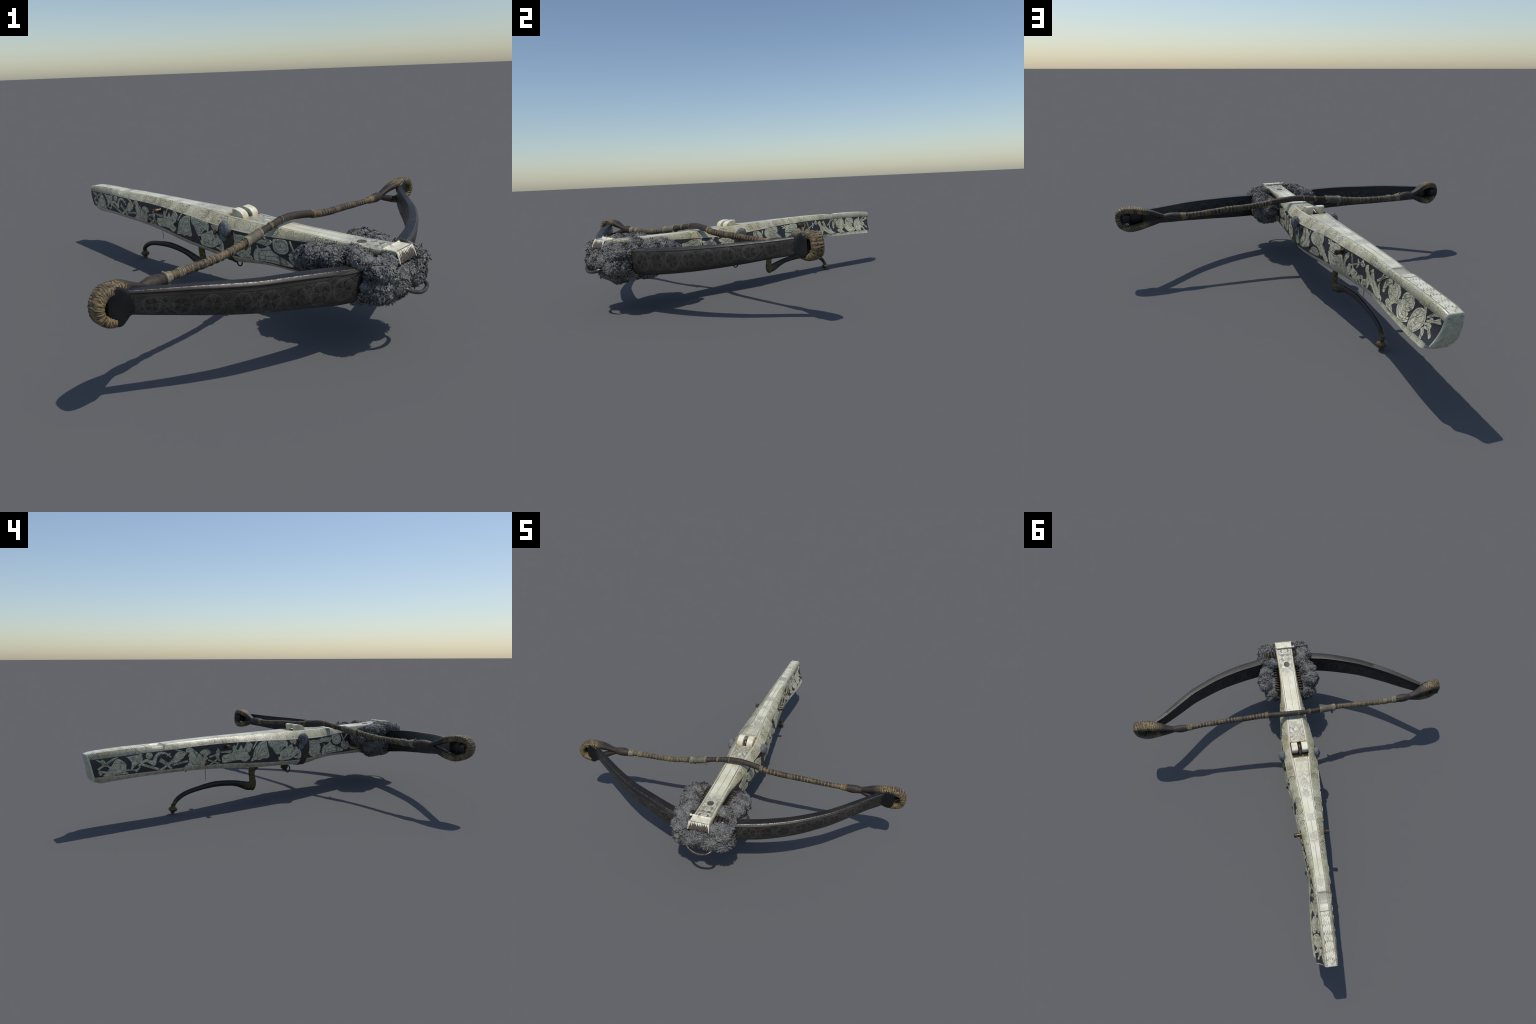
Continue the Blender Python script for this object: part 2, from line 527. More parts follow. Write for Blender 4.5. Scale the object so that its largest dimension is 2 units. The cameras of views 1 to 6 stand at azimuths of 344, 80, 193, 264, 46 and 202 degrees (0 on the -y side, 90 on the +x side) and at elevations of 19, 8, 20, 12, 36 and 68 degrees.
def mat_plain_ivory(name="plain_ivory", clean=(.80, .76, .60), old=(.62, .54, .33), rough=.26, lines=True):
    M = Mat(name)
    n = M.smooth(M.noise(sc=28, det=4), .40, .70)
    col = M.mix(n, clean, old)
    st = M.smooth(M.noise(sc=60, det=3), .58, .75)
    col = M.mix(M.mul(st, .5), col, (.30, .22, .10))
    return M.done(col, rough, spec=.5, coat=.15)


def mat_butt():
    M = Mat("engraved_ivory_butt")
    base = ivory_base(M, (.54, .535, .415), (.43, .42, .29))
    v = M.vec(M.x, M.z, 0.)
    l1 = M.lines(M.noise(v, sc=30, det=2.5, dist=1.), 6., .16)
    sh = M.smooth(M.noise(v, sc=36, det=3), .45, .65)
    col = M.mix(M.mul(sh, .5), base, (.30, .31, .22))
    col = M.mix(M.mul(l1, .6), col, (.16, .165, .11))
    return M.done(col, .4)


M_LINE = None
M_BORDER, M_LOW, M_TOP, M_INLAY, M_PANEL, M_PLAIN, M_BUTT = mat_border(), mat_lower_border(), mat_top(), mat_inlay(), mat_panel(), mat_plain_ivory(), mat_butt()
M_RIM = mat_plain_ivory("butt_rim_ivory", (.62, .61, .49), (.53, .51, .38), .35)


def mat_steel():
    M = Mat("etched_blued_steel")
    ax = M.math('ABSOLUTE', M.x)
    # centre line of the etched face as a function of |x|
    zc = M.table(ax, lambda a: float(np.interp(a, [.0, .2, .34, .47, .6, .73, .86, .95], [.285, .290, .296, .306, .320, .338, .358, .367])), 0., 1., .25, .40, 13)
    hh = M.table(ax, lambda a: float(np.interp(a, [.0, .2, .47, .73, .88, .95], [.062, .058, .052, .042, .033, .03])), 0., 1., .0, .1, 13)
    b = M.math('DIVIDE', M.math('SUBTRACT', M.z, zc), hh)
    ux = M.math('MULTIPLY', ax, M.smooth_lin(ax, 0., 1., 1.0, 1.22))
    cell = .105
    a = M.math('DIVIDE', M.math('MULTIPLY', M.math('SUBTRACT', M.math('FRACT', M.math('DIVIDE', ux, cell)), .5), cell), hh)
    r = M.math('SQRT', M.math('ADD', M.mul(a, a), M.mul(b, b)))
    th = M.math('ARCTAN2', b, a)
    idx = M.math('FLOOR', M.math('DIVIDE', ux, cell))
    alt = M.math('MODULO', idx, 2.)
    wth = M.math('ADD', th, M.math('MULTIPLY', M.math('SUBTRACT', M.noise(sc=40, det=1), .5), 1.1))
    pet = M.math('COSINE', M.math('MULTIPLY', wth, M.math('MULTIPLY_ADD', alt, -1., 5.)))
    pv = M.math('ADD', M.math('MULTIPLY', pet, .5), M.math('MULTIPLY', r, -1.))
    petal = M.mul(M.vmax(M.smooth(M.math('ABSOLUTE', M.math('ADD', pv, .45)), .10, .04), M.mul(M.smooth(pv, -.5, -.3), .35)), M.smooth(r, .17, .22), M.smooth(r, .95, .85))
    core = M.smooth(M.math('ABSOLUTE', M.math('SUBTRACT', r, .10)), .06, .02)
    # s-shaped vine running round the rosettes
    sn_ = M.math('MULTIPLY', M.math('SINE', M.math('MULTIPLY', ux, math.pi/cell)), .78)
    ringl = M.vmax(M.smooth(M.math('ABSOLUTE', M.math('SUBTRACT', M.math('ADD', r, M.math('MULTIPLY', M.noise(sc=22, det=1), .25)), .93)), .05, .02), M.mul(M.smooth(M.math('ABSOLUTE', M.math('ADD', b, sn_)), .06, .02), M.smooth(r, .7, .8)))
    v = M.vec(ux, M.z, 0.)
    leafn = M.noise(v, sc=62, det=1.8, dist=1.4)
    leaf2 = M.noise(v, sc=105, det=1., dist=1.)
    leaves = M.mul(M.vmax(M.smooth(M.math('ABSOLUTE', M.math('SUBTRACT', leafn, .53)), .03, .012), M.mul(M.smooth(leafn, .53, .57), .4), M.mul(M.smooth(M.math('ABSOLUTE', M.math('SUBTRACT', leaf2, .5)), .035, .015), .7)), M.smooth(r, .50, .66))
    vein = M.mul(M.lines(leafn, 6., .10), M.smooth(r, .5, .7), .6)
    ab = M.math('ABSOLUTE', b)
    face = M.smooth(ab, .90, .86)
    rules = M.vmax(M.smooth(M.math('ABSOLUTE', M.math('SUBTRACT', ab, .96)), .03, .01), M.smooth(M.math('ABSOLUTE', M.math('SUBTRACT', ab, 1.04)), .025, .01))
    etch = M.vmax(M.mul(M.vmax(petal, core, ringl, leaves, vein), face), M.mul(rules, .8))
    worn = M.smooth(M.noise(sc=6, det=4), .35, .62)
    etch = M.mul(etch, M.smooth_lin(worn, 0., 1., .45, 1.))
    base = M.mix(M.noise(sc=90, det=4), (.0075, .0060, .0048), (.019, .0150, .0115))
    base = M.mix(M.mul(M.smooth(M.noise(sc=11, det=3), .5, .7), .6), base, (.030, .021, .012))
    col = M.mix(M.mul(etch, .8), base, (.082, .078, .071))
    M.bump(M.math('ADD', M.mul(etch, 1.), M.mul(M.noise(sc=140, det=3), .6)), .35, .0012)
    return M.done(col, M.smooth_lin(M.noise(sc=50, det=3), .3, .7, .38, .50), metal=.0, spec=.42)


def mat_simple(name, a, b, sc=40, rough=.5, metal=0., bump=.0, spec=.5):
    M = Mat(name)
    n = M.smooth(M.noise(sc=sc, det=4), .35, .65)
    if bump:
        M.bump(M.noise(sc=sc*2.5, det=4), bump, .002)
    return M.done(M.mix(n, a, b), rough, metal=metal, spec=spec)


M_STEEL = mat_steel()
M_EDGE = mat_simple("steel_edge_painted_glint", (.018, .016, .015), (.17, .155, .14), 130, .34, .6, .4)
M_HORN = mat_simple("black_horn_nock", (.003, .003, .003), (.007, .007, .007), 60, .38, 0)
M_IRON = mat_simple("dark_iron", (.030, .029, .030), (.075, .066, .055), 45, .42, .5, .3)
M_RING = mat_simple("worn_ring_steel", (.06, .055, .05), (.14, .115, .095), 60, .35, .7, .2)
M_BEAD = mat_simple("polished_steel", (.22, .25, .30), (.30, .33, .38), 60, .2, .8)
M_BRASS = mat_simple("aged_brass", (.022, .016, .009), (.125, .080, .034), 70, .33, .45, .2)
M_LEATHER = mat_simple("dark_leather", (.020, .013, .009), (.055, .035, .022), 50, .55, 0, .4)
M_BRISTLE = mat_simple("brown_bristle", (.055, .042, .034), (.125, .098, .080), 120, .6, 0, .5)
M_HOLE = mat_simple("brown_plug", (.050, .040, .030), (.11, .085, .062), 60, .6)


def mat_trigger():
    M = Mat("blackened_brass_lever")
    e = M.smooth(M.math('ADD', M.math('ABSOLUTE', M.math('SUBTRACT', M.y, .27)), M.math('MULTIPLY', M.noise(sc=26, det=3), .16)), .20, .04)
    k = M.smooth(M.y, .785, .80)
    f = M.mul(M.smooth(M.noise(sc=95, det=4), .36, .58), M.vmax(e, M.mul(k, .8)))
    col = M.mix(f, (.026, .023, .019), (.17, .125, .045))
    blue = M.mul(M.smooth(M.y, .62, .63), M.smooth(M.y, .79, .78))
    col = M.mix(M.mul(blue, .8), col, (.028, .031, .038))
    return M.done(col, .42, metal=.4)


M_TRIG = mat_trigger()


def mat_string(name, loop=False):
    M = Mat(name)
    base = M.mix(M.noise(sc=38, det=4), (.017, .0135, .0115), (.052, .039, .029))
    if loop:
        th = M.math('ARCTAN2', M.math('SUBTRACT', M.z, .372), M.math('SUBTRACT', M.math('ABSOLUTE', M.x), .955))
        bands = M.smooth(M.math('ADD', M.math('SINE', M.math('ADD', M.math('MULTIPLY', th, 40.), M.math('MULTIPLY', M.noise(sc=36, det=2), 14.))), M.math('MULTIPLY', M.math('SUBTRACT', M.noise(sc=55, det=3), .5), 5.)), -1.1, .1)
        zone = M.smooth(M.math('ABSOLUTE', M.x), .86, .91)
        patch = M.smooth(M.noise(sc=24, det=3), .36, .56)
        f = M.mul(bands, zone, M.smooth_lin(patch, 0., 1., .5, 1.))
        col = M.mix(M.mul(f, .85), base, (.27, .195, .085))
        dk = M.smooth(M.noise(sc=31, det=2), .53, .64)
        col = M.mix(M.mul(dk, .75), col, (.045, .032, .027))
    else:
        w = M.math('SINE', M.math('ADD', M.math('MULTIPLY', M.x, 300.), M.math('MULTIPLY', M.noise(sc=26, det=2), 7.)))
        rings = M.smooth(w, .35, .95)
        patch = M.smooth(M.noise(sc=20, det=4), .47, .62)
        # bare dark serving across the middle, gilt wear outside it
        zone = M.vmax(M.smooth(M.x, .165, .19), M.smooth(M.x, -.26, -.29))
        calm = M.vmax(M.smooth(M.x, .70, .73), M.smooth(M.x, -.69, -.72))
        zone = M.mul(zone, M.smooth_lin(calm, 0., 1., 1., .0))
        f = M.mul(M.vmax(M.mul(rings, .8), M.mul(patch, .55)), M.smooth_lin(zone, 0., 1., .10, .75), M.smooth_lin(M.noise(sc=9, det=3), .3, .65, .35, 1.))
        col = M.mix(f, base, (.34, .235, .10))
        left = M.mul(M.smooth(M.x, -.27, -.30), M.smooth(M.x, -.69, -.67))
        col = M.mix(M.mul(left, .34, M.smooth(M.noise(M.scale(M.P, (12, 60, 60)), sc=2.2, det=3), .4, .6)), col, (.155, .12, .072))
    M.bump(M.noise(M.scale(M.P, (1, 2, 2)), sc=90, det=4), .4, .002)
    return M.done(col, .6, spec=.35)


M_STRING, M_LOOP = mat_string("served_bowstring"), mat_string("wrapped_loop", True)
M_THREAD = mat_simple("pale_linen_thread", (.13, .115, .072), (.26, .235, .155), 80, .7, 0, .3)


def mat_serving():
    M = Mat("linen_serving")
    w = M.math('SINE', M.math('ADD', M.math('MULTIPLY', M.x, 1100.), M.math('MULTIPLY', M.noise(sc=30), 5.)))
    f = M.smooth(w, -.6, .6)
    n = M.smooth(M.noise(sc=45, det=3), .4, .62)
    col = M.mix(f, (.105, .092, .060), (.195, .175, .115))
    col = M.mix(M.mul(n, .4), col, (.06, .048, .037))
    M.bump(f, .5, .001)
    return M.done(col, .7)


M_SERVING = mat_serving()
M_CORD = mat_simple("lashing_cord", (.013, .010, .009), (.060, .037, .020), 38, .6, 0, .4)


def mat_wool(name, a, b, c):
    M = Mat(name)
    n1 = M.smooth(M.noise(sc=16, det=3), .38, .62)
    n2 = M.noise(sc=140, det=3)
    col = M.mix(n1, a, b)
    col = M.mix(M.smooth(n2, .45, .7), col, c)
    M.bump(M.noise(sc=420, det=2), .3, .0006)
    return M.done(col, .85, spec=.2)


M_WOOL = mat_wool("grey_wool", (.062, .061, .058), (.165, .162, .154), (.285, .280, .268))  # tones spread for shadowed hollows and lit strands, warmed against blue skylight
M_WOOL_SMALL = mat_wool("grey_felt", (.085, .090, .098), (.155, .163, .172), (.22, .23, .24))

# ================================================================ STOCK
Yst = np.unique(np.round(np.concatenate([
    np.linspace(-.868, -.80, 6), np.linspace(-.80, .84, 150), np.linspace(.84, .99, 56), np.linspace(.99, YEND, 30), [-.098, .014]]), 5))
Yst = Yst[np.r_[True, np.diff(Yst) > .0008]]


def col_pts(sgn, Y):
    """points of one half of the cross-section from top centre to bottom centre, by region"""
    xt = (xtp_f if sgn > 0 else xtm_f)(Y)
    zt = zt_f(Y)
    xb = (xbp_f if sgn > 0 else xbm_f)(Y)
    zb = zb_f(Y)
    xl = (xlp_f if sgn > 0 else xlm_f)(Y)
    zl = (zlp_f if sgn > 0 else zlm_f)(Y)
    xu = (xup_f if sgn > 0 else xum_f)(Y)
    zu = zu_f(Y) + (0 if sgn > 0 else .010*np.clip((Y-.9)/.3, 0, 1))
    q = float(np.clip((Y-1.228)/.04, 0, 1))**2
    zt -= .002+.004*q+(.002 if Y > .03 else 0)*min(1., (Y-.03)/.1)
    xt -= .0025*q+(.0025 if sgn < 0 else 0)
    zu += .010*q
    if sgn > 0:
        xu -= .020*q
        xl -= .004*q
    else:
        xb -= .0015
        xu -= .004*q
    e = .006
    top = [(sgn*xt*f, zt) for f in np.linspace(0, 1, 13)]
    top[-1] = (sgn*(xt-e*.5), zt)
    dx, dz = xb-xt, zb-zt
    L = math.hypot(dx, dz)
    bord = [(sgn*(xt-e*.5), zt), (sgn*(xt+dx/L*e*.35+.0004), zt+dz/L*e*.35)]
    for f in np.linspace(.08, 1, 6):
        bord.append((sgn*(xt+dx*f+.0035*4*f*(1-f)), zt+dz*f))
    pan = []
    for f in np.linspace(0, 1, 9):
        z = zb+(zl-zb)*f
        pan.append((float(side_x(sgn, Y, z)), z))
    low = []
    for f in np.linspace(0, 1, 6):
        low.append((sgn*(xl+(xu-xl)*(f**1.5)), zl+(zu-zl)*f))
    und = []
    zc = zu_f(Y)-.006+.012*q
    for f in np.linspace(1, 0, 7):
        und.append((sgn*xu*f, zc+(zu-zc)*f*f))
    return dict(top=top, border=bord, panel=pan, lower=low, under=und)


def region(key, sgns, name, mat, parent, smooth=40, keep=None):
    parts = []
    for sgn in sgns:
        rows = []
        for Y in Yst:
            pts = col_pts(sgn, Y)[key]
            rows.append([(x, float(shear(Y, z)), recess(x, Y, z)) for x, z in pts])
        n = len(rows[0])
        V = np.array([p for r in rows for p in r])
        F = []
        for i in range(len(rows)-1):
            ym = (Yst[i]+Yst[i+1])/2
            for j in range(n-1):
                if keep and not keep(ym, (rows[i][j][0]+rows[i][j+1][0])/2, j):
                    continue
                q = (i*n+j, i*n+j+1, (i+1)*n+j+1, (i+1)*n+j)
                F.append(q if sgn < 0 else q[::-1])
        parts.append((V, F))
    V, F = merge(parts)
    me = bpy.data.meshes.new(name)
    me.from_pydata([tuple(v) for v in V], [], F)
    bm = bmesh.new()
    bm.from_mesh(me)
    bmesh.ops.remove_doubles(bm, verts=bm.verts, dist=1e-6)
    bmesh.ops.delete(bm, geom=[v for v in bm.verts if not v.link_faces], context='VERTS')
    bm.to_mesh(me)
    bm.free()
    return add(name, me, parent, (mat,), smooth)


def in_slot(y, x, j):
    return not (-.098 < y < .014 and j < 11)


stock = region("under", (1, -1), "stock", M_LOW, ROOT)
top_plate = region("top", (1, -1), "top_plate", M_TOP, stock, keep=in_slot)
region("border", (1,), "upper_border", M_BORDER, stock)
region("border", (-1,), "upper_border", M_BORDER, stock)
panels = {1: region("panel", (1,), "side_panel", M_PANEL, stock), -1: region("panel", (-1,), "side_panel", M_PANEL, stock)}
region("lower", (1,), "lower_border", M_LOW, stock)
region("lower", (-1,), "lower_border", M_LOW, stock)


def section_ring(Y):
    a = col_pts(1, Y)
    b = col_pts(-1, Y)
    R = a["top"] + a["border"][1:] + a["panel"][1:] + a["lower"][1:] + a["under"][1:]
    L = b["top"] + b["border"][1:] + b["panel"][1:] + b["lower"][1:] + b["under"][1:]
    return R + L[::-1][1:-1]


def end_plate():
    ring = section_ring(YEND)
    P = np.array([(x, float(shear(YEND, z)), z) for x, z in ring])
    c = P.mean(0)
    rows = []
    for f, dy in ((1., 0.), (.985, .0030), (.95, .0050), (.86, .0075), (.84, .0070), (.6, .0105), (.3, .0125)):
        Q = c + (P-c)*f
        Q[:, 1] = P[:, 1]*f + c[1]*(1-f) + dy
        rows.append(Q)
    n = len(P)
    V = np.vstack(rows + [c[None]+np.array([[0, .013, 0]])])
    F, mi = [], []
    for i in range(len(rows)-1):
        for j in range(n):
            k = (j+1) % n
            F.append((i*n+j, i*n+k, (i+1)*n+k, (i+1)*n+j))
    for j in range(n):
        F.append(((len(rows)-1)*n+j, (len(rows)-1)*n+(j+1) % n, len(V)-1))
    rim = mesh("butt_plate", V, F, stock, (M_RIM, M_BUTT), 60, fix=True)
    for p in rim.data.polygons:
        d = max(np.linalg.norm((np.array(rim.data.vertices[v].co)-c)[[0, 2]]/1.) for v in p.vertices)
        cc = np.array(p.center)
        # inner engraved field
        t = min(abs(np.hypot(*((P-c)[:, [0, 2]]-(cc-c)[[0, 2]]).T)))
        p.material_index = 1 if t > .0085 else 0


end_plate()
# front closing wall of the stock, hidden behind the wool
ringf = section_ring(-.868)
Pf = np.array([(x, -.868, z) for x, z in ringf])
mesh("front_wall", np.vstack([Pf, Pf.mean(0)[None]]), [(j, (j+1) % len(Pf), len(Pf)) for j in range(len(Pf))], stock, (M_BRISTLE,), None)

# nut socket ------------------------------------------------------
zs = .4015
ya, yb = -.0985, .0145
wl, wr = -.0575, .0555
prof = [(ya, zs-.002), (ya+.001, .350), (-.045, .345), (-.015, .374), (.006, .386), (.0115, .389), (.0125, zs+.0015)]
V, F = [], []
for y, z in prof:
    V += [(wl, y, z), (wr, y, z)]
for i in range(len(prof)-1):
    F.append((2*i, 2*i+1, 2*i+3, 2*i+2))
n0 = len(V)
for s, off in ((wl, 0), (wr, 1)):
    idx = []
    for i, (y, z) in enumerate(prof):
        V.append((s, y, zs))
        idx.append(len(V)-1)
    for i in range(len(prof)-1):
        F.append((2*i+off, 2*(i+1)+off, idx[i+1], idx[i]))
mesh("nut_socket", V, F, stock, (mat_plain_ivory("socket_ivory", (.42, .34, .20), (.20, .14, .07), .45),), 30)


def lug(x0, x1):
    """one of the two curved claws of the release nut, quarter-round in side view"""
    pr = [(-.094, .392)]
    for a in np.linspace(0, 1, 12):
        t = a*math.radians(90)
        pr.append((-.030-.062*math.cos(t)**1.0, .399+.0365*math.sin(t)**.85))
    pr += [(-.0265, .4345), (-.0225, .4315), (-.021, .426), (-.024, .41), (-.0255, .392), (-.0255, .380), (-.09, .380)]
    n = len(pr)
    V = [(x, y, z) for x in (x0, x1) for y, z in pr]
    F = [tuple(range(n)), tuple(range(n, 2*n))[::-1]] + [(i, (i+1) % n, n+(i+1) % n, n+i) for i in range(n)]
    return np.array(V), F


nutV, nutF = merge([lug(-.0535, -.0155), lug(.0105, .0500)])
nut = bevel(mesh("release_nut", nutV, nutF, stock, (M_PLAIN,), 40), .003, 3)
drumV, drumF = lathe_data([(.018, 0), (.018, .103)], 24, (-.0535, -.055, .365), (1, 0, 0))
mesh("nut_axle", drumV, drumF, nut, (M_HOLE,), 40)
fp = spline([(-.003, -.078, .39), (-.003, -.062, .408), (-.003, -.045, .405), (-.003, -.028, .399), (-.003, -.012, .400)], 16)
tube("catch_finger", fp, np.interp(np.linspace(0, 1, 16), [0, .3, .8, 1], [.009, .0105, .0105, .006]), nut, (M_RING,))

# plug in the fore rail -------------------------------------------
V, F = lathe_data([(.0195, -.003), (.0195, .0003), (.0185, .0011), (.0172, .0008), (.012, -.0002), (.0001, -.0006)], 32, (-.003, -.690, float(zt_f(-.69))-.0008))
mesh("rail_plug", V, F, stock, (M_HOLE,), 40)

# nose ------------------------------------------------------------
zt0 = .4005
V, F = merge([box_data((-.0555, -.868, .372), (.0565, -.823, zt0))])
nose = bevel(mesh("nose_cap", V, F, stock, (mat_plain_ivory("nose_ivory", (.74, .71, .56), (.56, .50, .33), .28),), 40), .003, 2)
# sloping bristled face made of upright strands
parts = []
for i in range(46):
    x = -.0525+.1055*i/45+random.uniform(-.0006, .0006)
    y0, y1 = -.866, -.886+random.uniform(-.0015, .0015)
    P = np.array([(x, y0, .401), (x, -.872, .392), (x+random.uniform(-.001, .001), -.880, .376), (x+random.uniform(-.001, .001), y1, .358+random.uniform(-.002, .003))])
    parts.append(tube_data(P, [.0012, .0019, .0021, .0014], 6, (0, -1, .4)))
V, F = merge(parts)
ob = mesh("bristle_face", V, F, nose, (M_BRISTLE,), 60)
ob["kind"] = "stuff"
V, F = box_data((-.054, -.880, .352), (.055, -.862, .392))
V[:, 1] += np.where(V[:, 1] < -.87, (V[:, 2]-.352)*.35, 0)
mesh("bristle_back", V, F, nose, (M_BRISTLE,), 40)
parts = []
for i in range(11):
    x = -.0495+.100*i/10+random.uniform(-.0012, .0012)
    ln = random.uniform(.007, .018)*(1.2 if abs(x) > .035 else 1)
    w = random.uniform(.0036, .0056)
    P = [(x-w, -.8665, zt0), (x+w, -.8665, zt0), (x+w*.9, -.8725, zt0-.004), (x-w*.9, -.8725, zt0-.004), (x, -.8725-ln*.5, zt0-.004-ln)]
    Q = [(a, b+.005, c-.003) for a, b, c in P]
    V = P+Q
    F = [(0, 1, 2, 3), (3, 2, 4), (5, 8, 7, 6), (8, 9, 7), (0, 5, 6, 1), (1, 6, 7, 2), (2, 7, 9, 4), (4, 9, 8, 3), (3, 8, 5, 0)]
    parts.append((np.array(V), F))
for s, x in ((-1, -.0565), (1, .0575)):
    P = np.array([(x, -.866, .400), (x, -.873, .392), (x+s*.002, -.882, .372), (x+s*.003, -.888, .357)])
    parts.append(tube_data(P, [.0032, .0034, .003, .0018], 8, (0, -1, .4)))
V, F = merge(parts)
mesh("fringe_teeth", V, F, nose, (M_PLAIN,), 30)
# hinge pin with knuckles
parts = []
for i, (x0, x1) in enumerate([(-.056, -.036), (-.034, -.012), (-.010, .010), (.012, .032), (.034, .050)]):
    r = .0062 if i % 2 == 0 else .0048
    parts.append(lathe_data([(r*.8, 0), (r, .0015), (r, x1-x0-.0015), (r*.8, x1-x0)], 14, (x0, -.820, .4005), (1, 0, 0)))
pr = [(.0075*math.sin(t), -.0075*math.cos(t)) for t in np.linspace(.1, math.pi-.1, 9)]
parts.append(lathe_data(pr, 14, (-.066, -.821, .4015), (1, 0, 0)))
parts.append(lathe_data([(.0035, 0), (.0035, .118)], 10, (-.066, -.8205, .4005), (1, 0, 0)))
V, F = merge(parts)
mesh("hinge_pin", V, F, nose, (M_PLAIN,), 40)

# ---------------------------------------------------------------- inlaid figures
def ell(c, a, b, rot=0, n=22):
    t = np.linspace(0, 2*math.pi, n, endpoint=False)
    r = math.radians(rot)
    return np.stack([c[0]+a*np.cos(t)*math.cos(r)-b*np.sin(t)*math.sin(r), c[1]+a*np.cos(t)*math.sin(r)+b*np.sin(t)*math.cos(r)], 1)


def blob(pts, n=None, sm=True):
    return spline(pts, n or len(pts)*5, True) if sm else np.array(pts, float)


def strip(pts, w, n=16):
    P = spline(pts, n) if len(pts) > 2 else np.array(pts, float)
    if len(pts) == 2:
        P = resample(P, 6)
    w = np.interp(np.linspace(0, 1, len(P)), np.linspace(0, 1, len(w)) if hasattr(w, "__len__") else [0, 1], w if hasattr(w, "__len__") else [w, w])
    T = np.gradient(P, axis=0)
    T /= np.linalg.norm(T, axis=1)[:, None]
    Nn = np.stack([-T[:, 1], T[:, 0]], 1)
    return np.vstack([P+Nn*w[:, None], (P-Nn*w[:, None])[::-1]])


def fan(c, r, a0, a1, n, inner=.35):
    """scalloped plume"""
    P = [(c[0], c[1])]
    aa = np.linspace(math.radians(a0), math.radians(a1), n+1)
    for i in range(n):
        for f in (0.08, .3, .5, .7, .92):
            a = aa[i]+(aa[i+1]-aa[i])*f
            rr = r*(.82+.18*math.sin(math.pi*f))
            P.append((c[0]+rr*math.cos(a), c[1]+rr*math.sin(a)))
        if i < n-1:
            a = aa[i+1]
            P.append((c[0]+r*.62*math.cos(a), c[1]+r*.62*math.sin(a)))
    return np.array(P)


def leafy(c, a, b, rot, lobes=7, amp=.16):
    t = np.linspace(0, 2*math.pi, lobes*7, endpoint=False)
    k = 1+amp*np.abs(np.sin(t*lobes/2))-amp*.5
    r = math.radians(rot)
    x, y = a*k*np.cos(t), b*k*np.sin(t)
    return np.stack([c[0]+x*math.cos(r)-y*math.sin(r), c[1]+x*math.sin(r)+y*math.cos(r)], 1)


def spear(p, q, w=.004, head=.0):
    p, q = np.array(p), np.array(q)
    d = (q-p)/np.linalg.norm(q-p)
    n = np.array([-d[1], d[0]])
    if not head:
        return strip([p, q], w)
    h = q-d*head
    return np.array([p+n*w, h+n*w, h+n*w*2.4, q, h-n*w*2.4, h-n*w, p-n*w])


LIFT = [0]


def inlay(sgn, out, lift=0.0):
    """raise a thin carved plate with this outline on the side panel"""
    out = np.array(out, float)
    # keep inside the panel
    zb = zb_f(out[:, 0]) - .002
    zl = (zlp_f if sgn > 0 else zlm_f)(out[:, 0]) + .001
    out[:, 1] = np.clip(out[:, 1], zl, zb)
    bm = bmesh.new()
    vs = []
    for p in out:
        if vs and (Vector((p[0], p[1], 0))-vs[-1].co).length < .0006:
            continue
        vs.append(bm.verts.new((p[0], p[1], 0)))
    if (vs[0].co-vs[-1].co).length < .0006:
        bm.verts.remove(vs.pop())
    try:
        f = bm.faces.new(vs)
    except ValueError:
        bm.free()
        return
    bmesh.ops.triangulate(bm, faces=[f])
    for _ in range(3):
        long = [e for e in bm.edges if e.calc_length() > .018 and not e.is_boundary]
        longb = [e for e in bm.edges if e.calc_length() > .018]
        if not longb:
            break
        bmesh.ops.subdivide_edges(bm, edges=longb, cuts=1)
        bmesh.ops.triangulate(bm, faces=bm.faces[:])
    bm.normal_update()
    if sum(fc.normal.z*fc.calc_area() for fc in bm.faces) < 0:
        bmesh.ops.reverse_faces(bm, faces=bm.faces[:])
    rim = [e for e in bm.edges if e.is_boundary]
    r = bmesh.ops.extrude_edge_only(bm, edges=rim)
    low = {g for g in r["geom"] if isinstance(g, bmesh.types.BMVert)}
    LIFT[0] = (LIFT[0]+1) % 5
    h = .0014+lift+.00012*LIFT[0]
    for v in bm.verts:
        Y, z = v.co.x, v.co.y
        d = -.0008 if v in low else h
        v.co = Vector((float(side_x(sgn, Y, z))+sgn*d, float(shear(Y, z)), z))
    bmesh.ops.recalc_face_normals(bm, faces=bm.faces[:])
    me = bpy.data.meshes.new("inlay_figure")
    bm.to_mesh(me)
    bm.free()
    o = add("inlay_figure", me, panels[sgn], (M_INLAY,), 30)
    # outward orientation of the visible face
    s = sum(p.normal.x*p.area for p in me.polygons)
    if s*sgn < 0:
        me.flip_normals()
    return o


